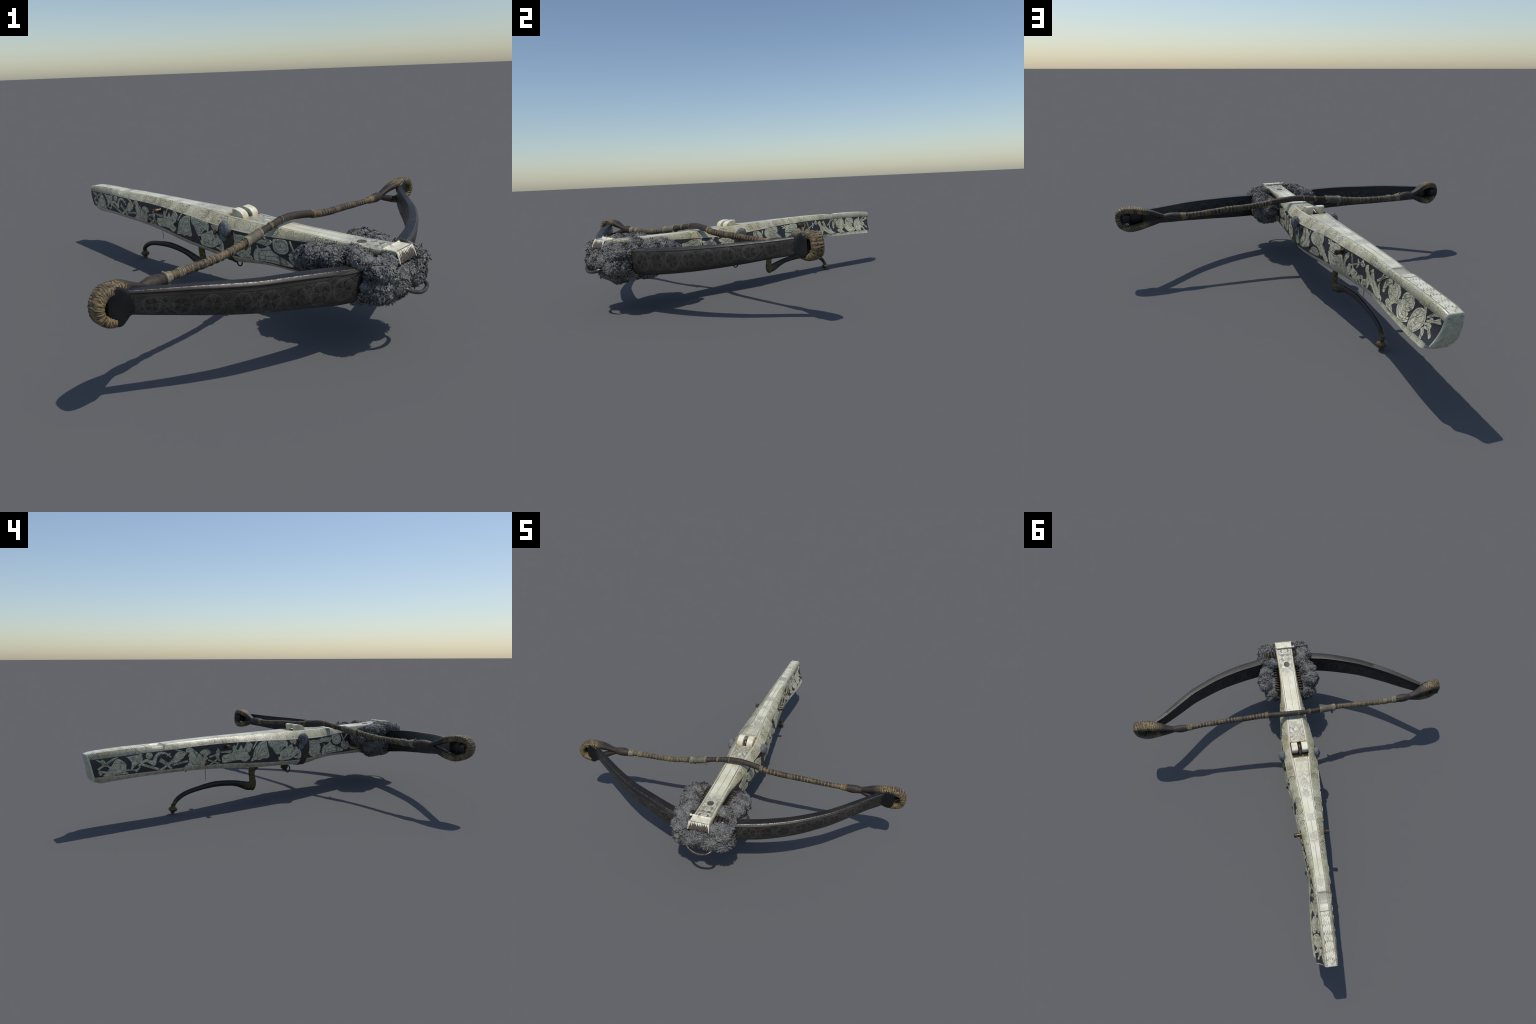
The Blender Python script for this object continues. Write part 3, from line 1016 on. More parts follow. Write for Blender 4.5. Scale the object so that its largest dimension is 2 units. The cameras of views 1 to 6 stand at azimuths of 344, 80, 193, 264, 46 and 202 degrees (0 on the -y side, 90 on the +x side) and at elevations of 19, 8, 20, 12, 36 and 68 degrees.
MINUS = [
    spear((1.246, .308), (1.129, .362), .0045), spear((1.240, .358), (1.165, .304), .0045), leafy((1.206, .337), .018, .012, 60, 5),
    strip([(1.235, .296), (1.19, .287)], [.006, .004]), ell((1.236, .290), .010, .014),
    blob([(1.222, .270), (1.198, .292), (1.165, .322), (1.150, .340), (1.128, .352), (1.098, .332), (1.088, .312), (1.098, .286), (1.078, .272), (1.13, .272)]),
    strip([(1.10, .292), (1.035, .284)], [.006, .003]), ell((1.034, .284), .006, .005),
    blob([(1.088, .360), (1.062, .345), (1.045, .338), (1.005, .370), (1.000, .348), (1.002, .326), (1.03, .312), (1.062, .290), (1.058, .318), (1.066, .338)]),
    strip([(1.038, .276), (1.012, .300)], [.005, .003]), spear((1.005, .310), (.912, .274), .006),
    ell((.962, .351), .019, .016), strip([(1.022, .303), (.985, .328), (.952, .315), (.938, .305), (.930, .335), (.905, .357), (.868, .352), (.845, .330)], [.004, .008, .009, .010, .009, .007, .005, .002], 28),
    strip([(.868, .338), (.846, .352)], [.002, .004]), strip([(.868, .352), (.84, .331)], [.004, .002]),
    blob([(.915, .268), (.872, .292), (.835, .320), (.808, .352), (.762, .352), (.768, .325), (.800, .303), (.830, .296), (.86, .288), (.885, .270)]),
    strip([(.905, .324), (.858, .290)], [.011, .009]), strip([(.865, .292), (.838, .268)], [.007, .006]),
    spear((.820, .374), (.755, .340), .0045), spear((.835, .288), (.746, .300), .005), 
    blob([(.752, .368), (.728, .372), (.700, .350), (.665, .322), (.640, .290), (.630, .268), (.660, .266), (.715, .266), (.765, .268), (.742, .290), (.742, .325), (.756, .348)]),
    fan((.640, .310), .046, 35, 150, 6), strip([(.652, .315), (.628, .296)], [.010, .008]),
    strip([(.615, .308), (.552, .318)], .005), blob([(.566, .352), (.550, .335), (.556, .305), (.545, .278), (.562, .285), (.575, .310), (.572, .335)]),
    spear((.622, .292), (.55, .262), .004), spear((.612, .262), (.556, .296), .004), strip([(.545, .328), (.49, .326), (.475, .330)], [.002, .008, .002]),
    blob([(.530, .268), (.532, .306), (.500, .312), (.470, .322), (.468, .350), (.452, .358), (.440, .330), (.428, .335), (.412, .358), (.402, .335), (.390, .345), (.372, .370), (.352, .366), (.338, .350), (.350, .325), (.362, .300), (.356, .280), (.375, .264), (.395, .258), (.42, .272), (.47, .270)], 90),
    spear((.336, .330), (.302, .372), .004), spear((.445, .344), (.430, .374), .003),
    blob([(.350, .256), (.336, .285), (.326, .322), (.300, .350), (.262, .366), (.240, .362), (.236, .330), (.228, .300), (.224, .272), (.246, .262), (.262, .276), (.285, .258), (.315, .262)], 60),
    # crowded trophies round the grip
    blob([(.228, .366), (.205, .362), (.150, .362), (.098, .358), (.088, .335), (.092, .312), (.112, .322), (.140, .300), (.165, .278), (.185, .296), (.200, .318), (.222, .338)], 60),
    blob([(.158, .264), (.150, .288), (.118, .305), (.085, .318), (.062, .330), (.030, .318), (.012, .300), (.004, .272), (.030, .262), (.06, .244), (.10, .238), (.148, .240)], 60),
    blob([(.072, .352), (.05, .356), (.022, .352), (.028, .330), (.056, .334)]),
    blob([(.022, .300), (.0, .284), (.012, .258), (.042, .250), (.02, .240), (-.008, .237), (-.016, .262), (-.006, .288)]),
    ell((-.128, .285), .056, .052, 10), blob([(-.080, .342), (-.088, .325), (-.10, .334), (-.125, .338), (-.14, .325), (-.16, .334), (-.205, .335), (-.215, .318), (-.175, .314), (-.13, .322), (-.085, .312)]),
    blob([(-.192, .345), (-.222, .340), (-.272, .342), (-.292, .330), (-.268, .312), (-.225, .316), (-.195, .322)]),
    blob([(-.202, .234), (-.198, .268), (-.212, .290), (-.252, .298), (-.278, .312), (-.300, .290), (-.320, .282), (-.35, .272), (-.38, .262), (-.41, .242), (-.36, .238), (-.30, .240), (-.24, .238)], 60),
    blob([(-.298, .344), (-.332, .350), (-.366, .350), (-.380, .330), (-.382, .306), (-.36, .290), (-.325, .290), (-.304, .306)]),
    strip([(-.385, .352), (-.425, .286)], .0035), strip([(-.450, .348), (-.385, .290)], .0035), strip([(-.215, .305), (-.235, .27)], .003),
    blob([(-.385, .276), (-.405, .300), (-.420, .285), (-.445, .300), (-.47, .275), (-.46, .25), (-.42, .246)]), blob([(-.475, .262), (-.52, .268), (-.60, .262), (-.60, .236), (-.5, .238)]),
    blob([(-.12, .232), (-.16, .236), (-.19, .236), (-.18, .252), (-.15, .243)]), 
]
PLUS = [
    ell((1.134, .300), .050, .042, 55),
    strip([(1.180, .328), (1.203, .346), (1.230, .368)], [.003, .005, .013], 12), strip([(1.184, .318), (1.222, .330), (1.262, .350)], [.003, .005, .013], 12),
    strip([(1.166, .336), (1.152, .372)], [.004, .010]), strip([(1.15, .364), (1.11, .372)], [.006, .002]), spear((1.200, .308), (1.250, .276), .005),
    strip([(1.18, .305), (1.205, .312), (1.220, .306), (1.208, .298), (1.186, .296)], [.004, .005, .005, .005, .004], 16), strip([(1.178, .288), (1.196, .275), (1.206, .252)], [.005, .008, .006]), ell((1.208, .330), .012, .009, 40),
    strip([(1.018, .262), (1.05, .266), (1.084, .280)], [.003, .007, .009]), ell((1.020, .259), .006, .006),
    ell((1.044, .333), .045, .036, 15), blob([(1.030, .298), (1.068, .296), (1.060, .268), (1.035, .258), (1.005, .268), (.985, .292), (1.0, .318), (1.015, .32)]),
    blob([(.860, .300), (.858, .325), (.868, .352), (.892, .366), (.915, .362), (.92, .350), (.932, .372), (.952, .372), (.975, .358), (.985, .335), (.975, .31), (.958, .29), (.945, .282), (.92, .296), (.900, .312), (.895, .334), (.884, .335), (.876, .316), (.875, .302)], 90),
    strip([(.952, .298), (.985, .308), (1.0, .315)], .008), leafy((.935, .270), .036, .014, -25, 6, .2), strip([(.955, .258), (.985, .252)], [.010, .004]),
    spear((.806, .325), (.878, .374), .005), spear((.845, .370), (.822, .305), .004), strip([(.822, .31), (.848, .272)], [.006, .004]),
    blob([(.752, .352), (.735, .338), (.728, .362), (.712, .360), (.706, .338), (.722, .318), (.726, .296), (.742, .285), (.765, .290), (.785, .28), (.815, .262), (.862, .254), (.87, .268), (.842, .282), (.812, .300), (.788, .318), (.778, .34), (.766, .36)], 80),
    blob([(.735, .296), (.712, .296), (.690, .288), (.684, .266), (.705, .262), (.722, .272), (.738, .262), (.748, .276)]),
    strip([(.582, .370), (.605, .312)], [.004, .005]), blob([(.604, .312), (.622, .306), (.646, .300), (.640, .285), (.668, .300), (.692, .300), (.690, .285), (.668, .282), (.680, .262), (.655, .272), (.650, .258), (.628, .264), (.618, .258), (.598, .274), (.592, .292)], 70),
    strip([(.580, .316), (.650, .345), (.688, .362)], .0035), strip([(.638, .362), (.648, .345), (.636, .322)], [.002, .006, .002], 10), blob([(.665, .35), (.678, .372), (.69, .360), (.70, .352), (.684, .342)]),
    blob([(.366, .322), (.372, .342), (.398, .362), (.438, .370), (.470, .368), (.480, .352), (.470, .330), (.44, .322), (.40, .318)]), strip([(.384, .352), (.362, .368)], [.004, .002]), strip([(.345, .346), (.395, .364)], .0035), strip([(.34, .364), (.372, .344)], .003),
    blob([(.364, .316), (.368, .280), (.388, .254), (.43, .250), (.47, .254), (.510, .256), (.535, .260), (.520, .290), (.508, .325), (.488, .334), (.44, .318), (.40, .312)], 60),
    blob([(.522, .325), (.532, .348), (.552, .366), (.566, .362), (.562, .345), (.545, .325), (.540, .302), (.555, .296), (.566, .318), (.582, .318), (.588, .296), (.590, .276), (.565, .262), (.540, .264), (.525, .285), (.52, .305)], 80),
    blob([(.168, .330), (.176, .350), (.196, .366), (.235, .362), (.262, .368), (.286, .366), (.296, .346), (.290, .322), (.308, .310), (.325, .290), (.352, .270), (.362, .254), (.33, .250), (.30, .264), (.275, .262), (.262, .285), (.235, .295), (.20, .300), (.178, .312)], 90),
    blob([(.262, .252), (.25, .275), (.225, .285), (.195, .282), (.172, .262), (.16, .245), (.20, .244)]),
    blob([(.072, .345), (.088, .356), (.120, .352), (.138, .338), (.150, .315), (.160, .296), (.150, .275), (.128, .262), (.095, .25), (.06, .245), (.036, .258), (.05, .285), (.068, .310)], 60), strip([(.155, .355), (.148, .33)], [.005, .003]),
    spear((.332, .285), (.342, .255), .004),
    # fore part
    ell((-.128, .285), .050, .05, -8), blob([(.02, .30), (.0, .335), (-.03, .335), (-.045, .31), (-.03, .28), (-.04, .25), (-.0, .24), (.025, .262)]),
    blob([(-.075, .322), (-.098, .306), (-.12, .335), (-.152, .340), (-.185, .330), (-.17, .315), (-.12, .312)]),
    strip([(-.228, .335), (-.205, .355), (-.18, .345)], [.006, .004, .003]), blob([(-.20, .30), (-.225, .338), (-.262, .332), (-.298, .335), (-.288, .308), (-.30, .28), (-.27, .26), (-.23, .25), (-.20, .262)]),
    blob([(-.305, .345), (-.34, .350), (-.372, .346), (-.390, .338), (-.425, .330), (-.41, .30), (-.37, .29), (-.33, .30), (-.31, .318)]), blob([(-.305, .275), (-.34, .282), (-.40, .272), (-.43, .25), (-.38, .24), (-.31, .242)]),
    strip([(-.305, .30), (-.30, .352)], .003), blob([(-.475, .262), (-.52, .268), (-.60, .262), (-.60, .236), (-.5, .238)]),
]
ENGR = {1: [], -1: []}


def contour(sgn, P, closed, w=.0010):
    """a thin scored line lying on a figure"""
    P = resample(np.array(P, float), max(8, int(np.linalg.norm(np.diff(P, axis=0), axis=1).sum()/.006)), closed)
    T = np.roll(P, -1, 0)-np.roll(P, 1, 0) if closed else np.gradient(P, axis=0)
    T /= np.linalg.norm(T, axis=1)[:, None]+1e-9
    Nn = np.stack([-T[:, 1], T[:, 0]], 1)
    h = .0014+.00012*LIFT[0]+.00045
    m = len(P)
    V = []
    for k in range(m):
        ww = w if closed else w*math.sin(math.pi*(k+.6)/(m+.2))**.6
        for q, d in ((-1, -.0008), (-1, 0), (1, 0), (1, -.0008)):
            Y, z = P[k]+Nn[k]*q*ww
            V.append((float(side_x(sgn, Y, z))+sgn*(h+d), float(shear(Y, z)), z))
    F = []
    for k in range(m if closed else m-1):
        a, b = k*4, ((k+1) % m)*4
        F += [(a+j, a+j+1, b+j+1, b+j) for j in range(3)]
    ENGR[sgn].append((np.array(V), F))


def area_of(P):
    x, y = P[:, 0], P[:, 1]
    return .5*abs(np.sum(x*np.roll(y, -1)-np.roll(x, -1)*y))


def engrave(sgn, o):
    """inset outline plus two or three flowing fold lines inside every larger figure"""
    P = np.array(o, float)
    A = area_of(P)
    if A < .00055:
        return
    c = P.mean(0)
    d = np.linalg.norm(P-c, axis=1)
    comp = 4*math.pi*A/np.linalg.norm(np.diff(np.vstack([P, P[:1]]), axis=0), axis=1).sum()**2
    if comp > .45 and random.random() < .7:
        contour(sgn, c+(P-c)*random.uniform(.72, .84), True, .0006)
    u, s_, vt = np.linalg.svd(P-c, full_matrices=False)
    ax, bx = vt[0], vt[1]
    L, W = np.abs((P-c)@ax).max(), np.abs((P-c)@bx).max()
    k = 3 if A > .002 else 2
    for i in range(k):
        off = (i-(k-1)/2)*W*.5
        ph = random.uniform(0, 6)
        t = np.linspace(-.62, .62, 12)
        Q = c+np.outer(t*L, ax)+np.outer(off*(1-.5*t**2)+.16*W*np.sin(t*4+ph), bx)
        contour(sgn, Q, False, .0008)
    if comp > .6 and A > .0015:
        # curled volute
        a = np.linspace(0, 9.5, 34)
        r = .0125*(1-a/11)
        cc = c+ax*L*random.uniform(-.3, .3)+bx*W*random.uniform(-.2, .2)
        contour(sgn, cc+np.stack([r*np.cos(a), r*np.sin(a)], 1), False, .0007)


for sgn, group in ((-1, MINUS), (1, PLUS)):
    for o in group:
        if inlay(sgn, o):
            engrave(sgn, o)
    V, F = merge(ENGR[sgn])
    ob = mesh("engraved_line", V, F, panels[sgn], (mat_simple("scored_line", (.085, .085, .058), (.15, .147, .10), 60, .6),), 30, fix=False)
    ob["kind"] = "stuff"

# ---------------------------------------------------------------- rivets, pegs, strap, side pompoms
pr = [(.0105, -.004), (.0105, .0015), (.0092, .0045), (.006, .0068), (.0003, .0076)]
rv, rf = lathe_data(pr, 18)
rivet_me = bpy.data.meshes.new("rivet")
rivet_me.from_pydata([tuple(v) for v in rv], [], rf)
rivet_me.update()
first = True
for sgn, Y, z, s in [(-1, .042, .323, 1.25), (-1, .361, .304, .95), (-1, .745, .343, .9), (-1, .636, .270, .85), (-1, .159, .271, 1.05), (-1, .224, .249, .9), (-1, .568, .346, .5),
                     (1, .745, .338, .85), (1, .045, .335, 1.2), (1, .159, .268, 1.0), (1, .30, .262, .8)]:
    if first:
        ob = add("rivet", rivet_me, stock, (M_BRASS,), 60)
        first = False
    else:
        ob = bpy.data.objects.new("rivet", rivet_me)
        bpy.context.scene.collection.objects.link(ob)
        ob.parent = stock
    ob.location = (float(side_x(sgn, Y, z)), Y, z)
    ob.rotation_euler = (0, sgn*math.pi/2, random.uniform(0, 6))
    ob.scale = (s, s, s)

for sgn, y0, y1, x1 in ((1, .503, .507, .107), (-1, .497, .507, -.111)):
    x0 = sgn*.058
    a = np.array([x1-x0, y1-y0, -.004])
    L = np.linalg.norm(a)
    V, F = lathe_data([(.0145, 0), (.0145, .008), (.0118, .009), (.0112, L*.55), (.0128, L-.003), (.0095, L), (.0002, L+.0015)], 18, (x0, y0, .3575), a)
    mesh("side_peg", V, F, stock, (M_BRASS,), 40)

# leather strap hanging from each side pompom down to the belly
for sgn in (1, -1):
    path = [(-.052, .335), (-.056, .30), (-.054, .265), (-.046, .235)]
    V, F = [], []
    prof = []
    for i, z in enumerate(np.linspace(.338, .234, 9)):
        yc = np.interp(z, [.234, .265, .30, .338], [-.040, -.052, -.058, -.056])
        prof.append((float(side_x(sgn, yc, z)), yc, z, 0.026))
    for f in np.linspace(.15, 1, 7):
        xl, xu = (xlp_f(-.035), xup_f(-.035)) if sgn > 0 else (xlm_f(-.035), xum_f(-.035))
        prof.append((sgn*float(xl+(xu-xl)*f**1.5), -.036, float(zlm_f(-.035)+(zu_f(-.035)-zlm_f(-.035))*f), .026))
    for f in (.6, .0):
        prof.append((sgn*f*float(xup_f(-.03)), -.034, float(zu_f(-.03))-.006*(1-f*f), .026))
    n = len(prof)
    for k, (x, y, z, w) in enumerate(prof):
        d = np.array([sgn*.0035, 0, -.0005]) if k < 9 else (np.array([sgn*.002, 0, -.003]) if k < 15 else np.array([0, 0, -.0045]))
        for yy_ in (-w, -w*.9, w*.9, w):
            dd = d if abs(yy_) < w*.95 else -d*.3
            V.append(np.array([x, y+yy_, z])+dd)
    for i in range(n-1):
        for j in range(3):
            F.append((i*4+j, i*4+j+1, i*4+j+5, i*4+j+4))
    mesh("strap", V, F, stock, (M_LEATHER,), 45)

# clip with ring under the belly, small pin
V, F = merge([box_data((-.012, .004, .160), (.012, .049, .205)), box_data((-.010, .010, .146), (.010, .038, .162))])
clip = bevel(mesh("belly_clip", V, F, stock, (M_TRIG,), 40), .005, 2)
t = np.linspace(0, 2*math.pi, 28, endpoint=False)
tube("clip_ring", np.stack([np.zeros(28), -.001+.0175*np.cos(t), .152+.0205*np.sin(t)], 1), .0036, clip, (M_TRIG,), closed=True, up=(1, 0, 0), seg=8)
tube("thin_pin", [(-.002, .602, .240), (-.002, .6015, .20), (-.003, .600, .159)], [.0019, .0015, .0011], stock, (M_IRON,), seg=8)
for Y, r in ((.735, .005), (.475, .007)):
    V, F = lathe_data([(r, 0), (r, .006), (r*.5, .009)], 12, (-.02, Y, float(zu_f(Y))-.002), (0, 0, -1))
    mesh("belly_stud", V, F, stock, (M_IRON,), 40)

# ================================================================ TRIGGER LEVER
up_P = np.array([(.000, .256, .222), (0, .262, .205), (0, .2745, .185), (0, .279, .165), (0, .276, .135), (0, .272, .108), (0, .273, .088), (0, .279, .070), (0, .286, .058)])
up_r = [.040, .034, .025, .0215, .0215, .0235, .0255, .0225, .012]
le_P = np.array([(0, .272, .090), (0, .290, .083), (0, .315, .088), (0, .34, .097), (0, .375, .109), (0, .42, .1195), (0, .48, .127), (0, .54, .130), (0, .60, .1265), (0, .64, .1215), (0, .685, .115), (0, .724, .1065), (0, .752, .0965), (0, .778, .082), (0, .796, .066), (0, .806, .050)])
le_r = [.022, .026, .0265, .0235, .0195, .0172, .0172, .0176, .0160, .0145, .0140, .0138, .0136, .0136, .0125, .0115]


def lever(P, r, w):
    Q = spline(P, len(P)*4)
    rr = np.interp(np.linspace(0, 1, len(Q)), np.linspace(0, 1, len(P)), r)
    ww = np.interp(np.linspace(0, 1, len(Q)), np.linspace(0, 1, len(P)), w)
    return tube_data(Q, ww, 20, (1, 0, 0), r2=rr)


V, F = merge([lever(up_P, up_r, [.022, .019, .015, .0125, .0125, .013, .014, .014, .010]), lever(le_P, le_r, [.012, .014, .014, .0135, .013, .0125, .012, .012, .0115, .0115, .0115, .0115, .0115, .0115, .0112, .011])])
trig = mesh("trigger_lever", V, F, ROOT, (M_TRIG,), 180)
rm = trig.modifiers.new("weld", 'REMESH')
rm.mode = 'VOXEL'
rm.voxel_size = .0032
rm.use_smooth_shade = True
sm_ = trig.modifiers.new("soft", 'SMOOTH')
sm_.iterations = 6
sm_.factor = .5
kn = [(.0098, -.012), (.0135, -.008), (.0135, -.004), (.0105, -.001), (.012, .002), (.020, .007), (.0245, .014), (.0245, .020), (.020, .026), (.0125, .0295), (.0105, .031), (.0125, .0335), (.0115, .038), (.0075, .0415), (.0003, .0425)]
V, F = lathe_data(kn, 28, (.004, .8065, .0425), (.05, .13, -1))
mesh("lever_knob", V, F, trig, (M_TRIG,), 60)

# ================================================================ BOW
yf_p = interp([(0, -.803), (.09, -.795), (.167, -.782), (.242, -.763), (.316, -.743), (.389, -.717), (.46, -.688), (.53, -.653), (.6, -.612), (.665, -.571), (.73, -.518), (.796, -.460), (.861, -.400), (.92, -.352)])
yf_m = interp([(0, -.803), (.09, -.798), (.2, -.778), (.273, -.759), (.353, -.731), (.435, -.699), (.523, -.661), (.606, -.615), (.69, -.563), (.758, -.516), (.822, -.470), (.889, -.420)])
zf_p = interp([(0, .352), (.17, .353), (.3, .359), (.46, .368), (.6, .378), (.73, .388), (.86, .401), (.92, .408)])
zf_m = interp([(0, .352), (.1, .352), (.2, .357), (.28, .368), (.38, .378), (.47, .385), (.56, .390), (.64, .397), (.7, .402), (.8, .407), (.889, .410)])
zl_p = interp([(0, .213), (.2, .220), (.34, .229), (.47, .244), (.6, .263), (.725, .286), (.85, .313), (.92, .325)])
zl_m = interp([(0, .213), (.2, .216), (.375, .243), (.535, .265), (.64, .280), (.742, .299), (.889, .329)])
th_f = interp([(0, .056), (.3, .053), (.5, .046), (.7, .038), (.86, .029), (.92, .021)])
belly_f = interp([(0, .9), (.5, 1.), (.7, .95), (.8, .6), (.92, .15)])
# cross-section: (depth 0 back .. 1 front, height 0..1); the face rolls back towards the bottom
SEC = [(0, .012), (.0, .97), (.025, 1.0), (.72, 1.0), (.77, .992), (.815, .978), (.965, .928), (.995, .91), (1.0, .888), (.98, .876), (.98, .862), (.995, .85), (1.01, .62), (1.0, .44), (.965, .29), (.915, .19), (.90, .178), (.895, .162), (.885, .145), (.80, .062), (.70, .02), (.60, .0), (.03, .0)]


def limb(sgn):
    yf, zf, zl_, xe = (yf_p, zf_p, zl_p, .918) if sgn > 0 else (yf_m, zf_m, zl_m, .889)
    xs = np.linspace(0, xe, 70)
    rows = []
    for x in xs:
        dydx = float(yf(x+.004)-yf(x-.004))/.008 if x < xe-.004 else float(yf(xe)-yf(xe-.008))/.008
        nrm = np.array([sgn*dydx, -1.])
        nrm /= np.linalg.norm(nrm)
        zt_, zb_, th, be = float(zf(x)), float(zl_(x)), float(th_f(x)), float(belly_f(x))
        row = []
        for u, v in SEC:
            if .5 < u < 1. and v < .6:
                u = 1-(1-u)*be
            p = np.array([sgn*x, float(yf(x))+(.006*(sgn > 0)-.001+.010*(1-v))*min(1., (.93-x)/.15)]) - nrm*th*(.78-u)
            row.append((p[0], p[1], zb_+(zt_-zb_)*v))
        rows.append(row)
    return rows


Rp, Rm = limb(1), limb(-1)
rows = Rm[::-1] + Rp[1:]
n = len(SEC)
V = [p for r in rows for p in r]
F = []
for i in range(len(rows)-1):
    for j in range(n):
        k = (j+1) % n
        F.append((i*n+j, i*n+k, (i+1)*n+k, (i+1)*n+j))
F += [tuple(range(n)), tuple((len(rows)-1)*n+j for j in range(n))[::-1]]
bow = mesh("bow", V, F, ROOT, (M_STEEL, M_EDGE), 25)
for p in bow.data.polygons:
    # narrow strip of lighter steel that draws the highlight on the upper front edge
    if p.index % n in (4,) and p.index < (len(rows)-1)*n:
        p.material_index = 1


def nock(sgn):
    """flared collar and cupped tip that holds the string loop"""
    if sgn > 0:
        st = [(.895, -.360, .366, .0395, .011), (.912, -.350, .3665, .041, .011), (.926, -.345, .368, .0455, .011), (.940, -.343, .3695, .052, .011), (.955, -.343, .3705, .0565, .011), (.969, -.343, .3705, .0555, .010), (.981, -.340, .3705, .0475, .009), (.989, -.333, .371, .036, .009),
              (.978, -.318, .372, .028, .014), (.985, -.305, .374, .026, .015), (1.005, -.297, .377, .026, .017), (1.020, -.292, .378, .0245, .017)]
        dirn = np.array([1., .25])
    else:
        st = [(.866, -.428, .3695, .0395, .011), (.882, -.419, .3695, .041, .011), (.896, -.414, .3695, .047, .011), (.910, -.412, .369, .057, .011), (.925, -.412, .3685, .0655, .011), (.940, -.413, .369, .0645, .010), (.955, -.411, .370, .056, .009), (.964, -.404, .371, .042, .009),
              (.952, -.390, .372, .028, .014), (.958, -.381, .374, .026, .015), (.980, -.375, .376, .026, .017), (.996, -.371, .376, .0245, .017)]
        dirn = np.array([1., .2])
    dirn /= np.linalg.norm(dirn)
    ac = np.array([-dirn[1]*1., dirn[0]])
    m = 24
    V, F = [], []
    th = np.linspace(0, 2*math.pi, m, endpoint=False)
    cs = np.sign(np.cos(th))*np.abs(np.cos(th))**.7
    sn = np.sign(np.sin(th))*np.abs(np.sin(th))**.85
    st = list(st)
    x, y, z, h, w = st[-1]
    st = [tuple(v) for v in spline(st, len(st)*4-3)]
    st += [(x-.001, y, z, h*.72, w*.7), (x-.014, y-.002, z, h*.6, w*.55)]
    for i, (x, y, z, h, w) in enumerate(st):
        # lobed collar: pinch of the waist
        for c_, s_ in zip(cs, sn):
            bend = .0
            if 8 <= i <= 30:
                bend = .016*(abs(s_)**2)*math.sin(math.pi*(i-8)/22)**.5
            V.append((sgn*(x+ac[0]*w*c_), y+ac[1]*w*c_-bend*.35, z+h*s_))
    for i in range(len(st)-1):
        for j in range(m):
            k = (j+1) % m
            F.append((i*m+j, i*m+k, (i+1)*m+k, (i+1)*m+j))
    F += [tuple(range(m)), tuple((len(st)-1)*m+j for j in range(m))[::-1]]
    ob = mesh("nock", V, F, bow, (M_HORN,), 60)
    return ob


nock(1)
nock(-1)

# ================================================================ BOWSTRING
str_pts = [(-.80, -.351, .374), (-.733, -.346, .370), (-.62, -.337, .368), (-.5, -.3355, .368), (-.4, -.334, .3725), (-.3, -.328, .384), (-.19, -.313, .3965), (-.09, -.300, .411), (.018, -.295, .4205), (.12, -.301, .4125), (.22, -.3115, .396), (.32, -.311, .3865), (.42, -.311, .3835), (.51, -.3075, .377), (.6, -.305, .3715), (.7, -.299, .367), (.80, -.299, .368)]
SP = resample(spline(str_pts, 900), 900)
rad = interp([(-.80, .018), (-.77, .025), (-.74, .0265), (-.70, .0205), (-.675, .0172), (-.62, .0165), (-.5, .0158), (-.4, .0158), (-.29, .0165), (-.27, .0178), (-.19, .0182), (-.17, .0166), (0, .0172), (.1, .0172), (.2, .0172), (.5, .0162), (.64, .0150), (.68, .0165), (.72, .0225), (.75, .0245), (.78, .022), (.80, .018)])
rr = rad(SP[:, 0])
ridge = np.zeros(len(SP))
for i, x in enumerate(SP[:, 0]):
    per = .017 if x > .16 else .024
    amp = .035 if x > .16 else (.05 if -.67 < x < -.28 else .012)
    if abs(x) > .69:
        amp = .01
    ph = (x/per + .35*math.sin(x*21)) % 1.
    ridge[i] = amp*(1-ph*1.6) + .02*mnoise.noise(Vector((x*30, 3.1, 0)))
cuts = [(-.178, .010), (-.105, .02), (-.028, -.03), (.172, .02)]
for c_, a_ in cuts:
    ridge += a_*np.exp(-((SP[:, 0]-c_)/.004)**2)*2
string = tube("bowstring", SP, rr*(1+ridge), ROOT, (M_STRING,), 60, seg=20,
              rmod=lambda i, th: 1+.02*np.sin(th*3+i*.11)+.015*np.sin(th*7-i*.2))


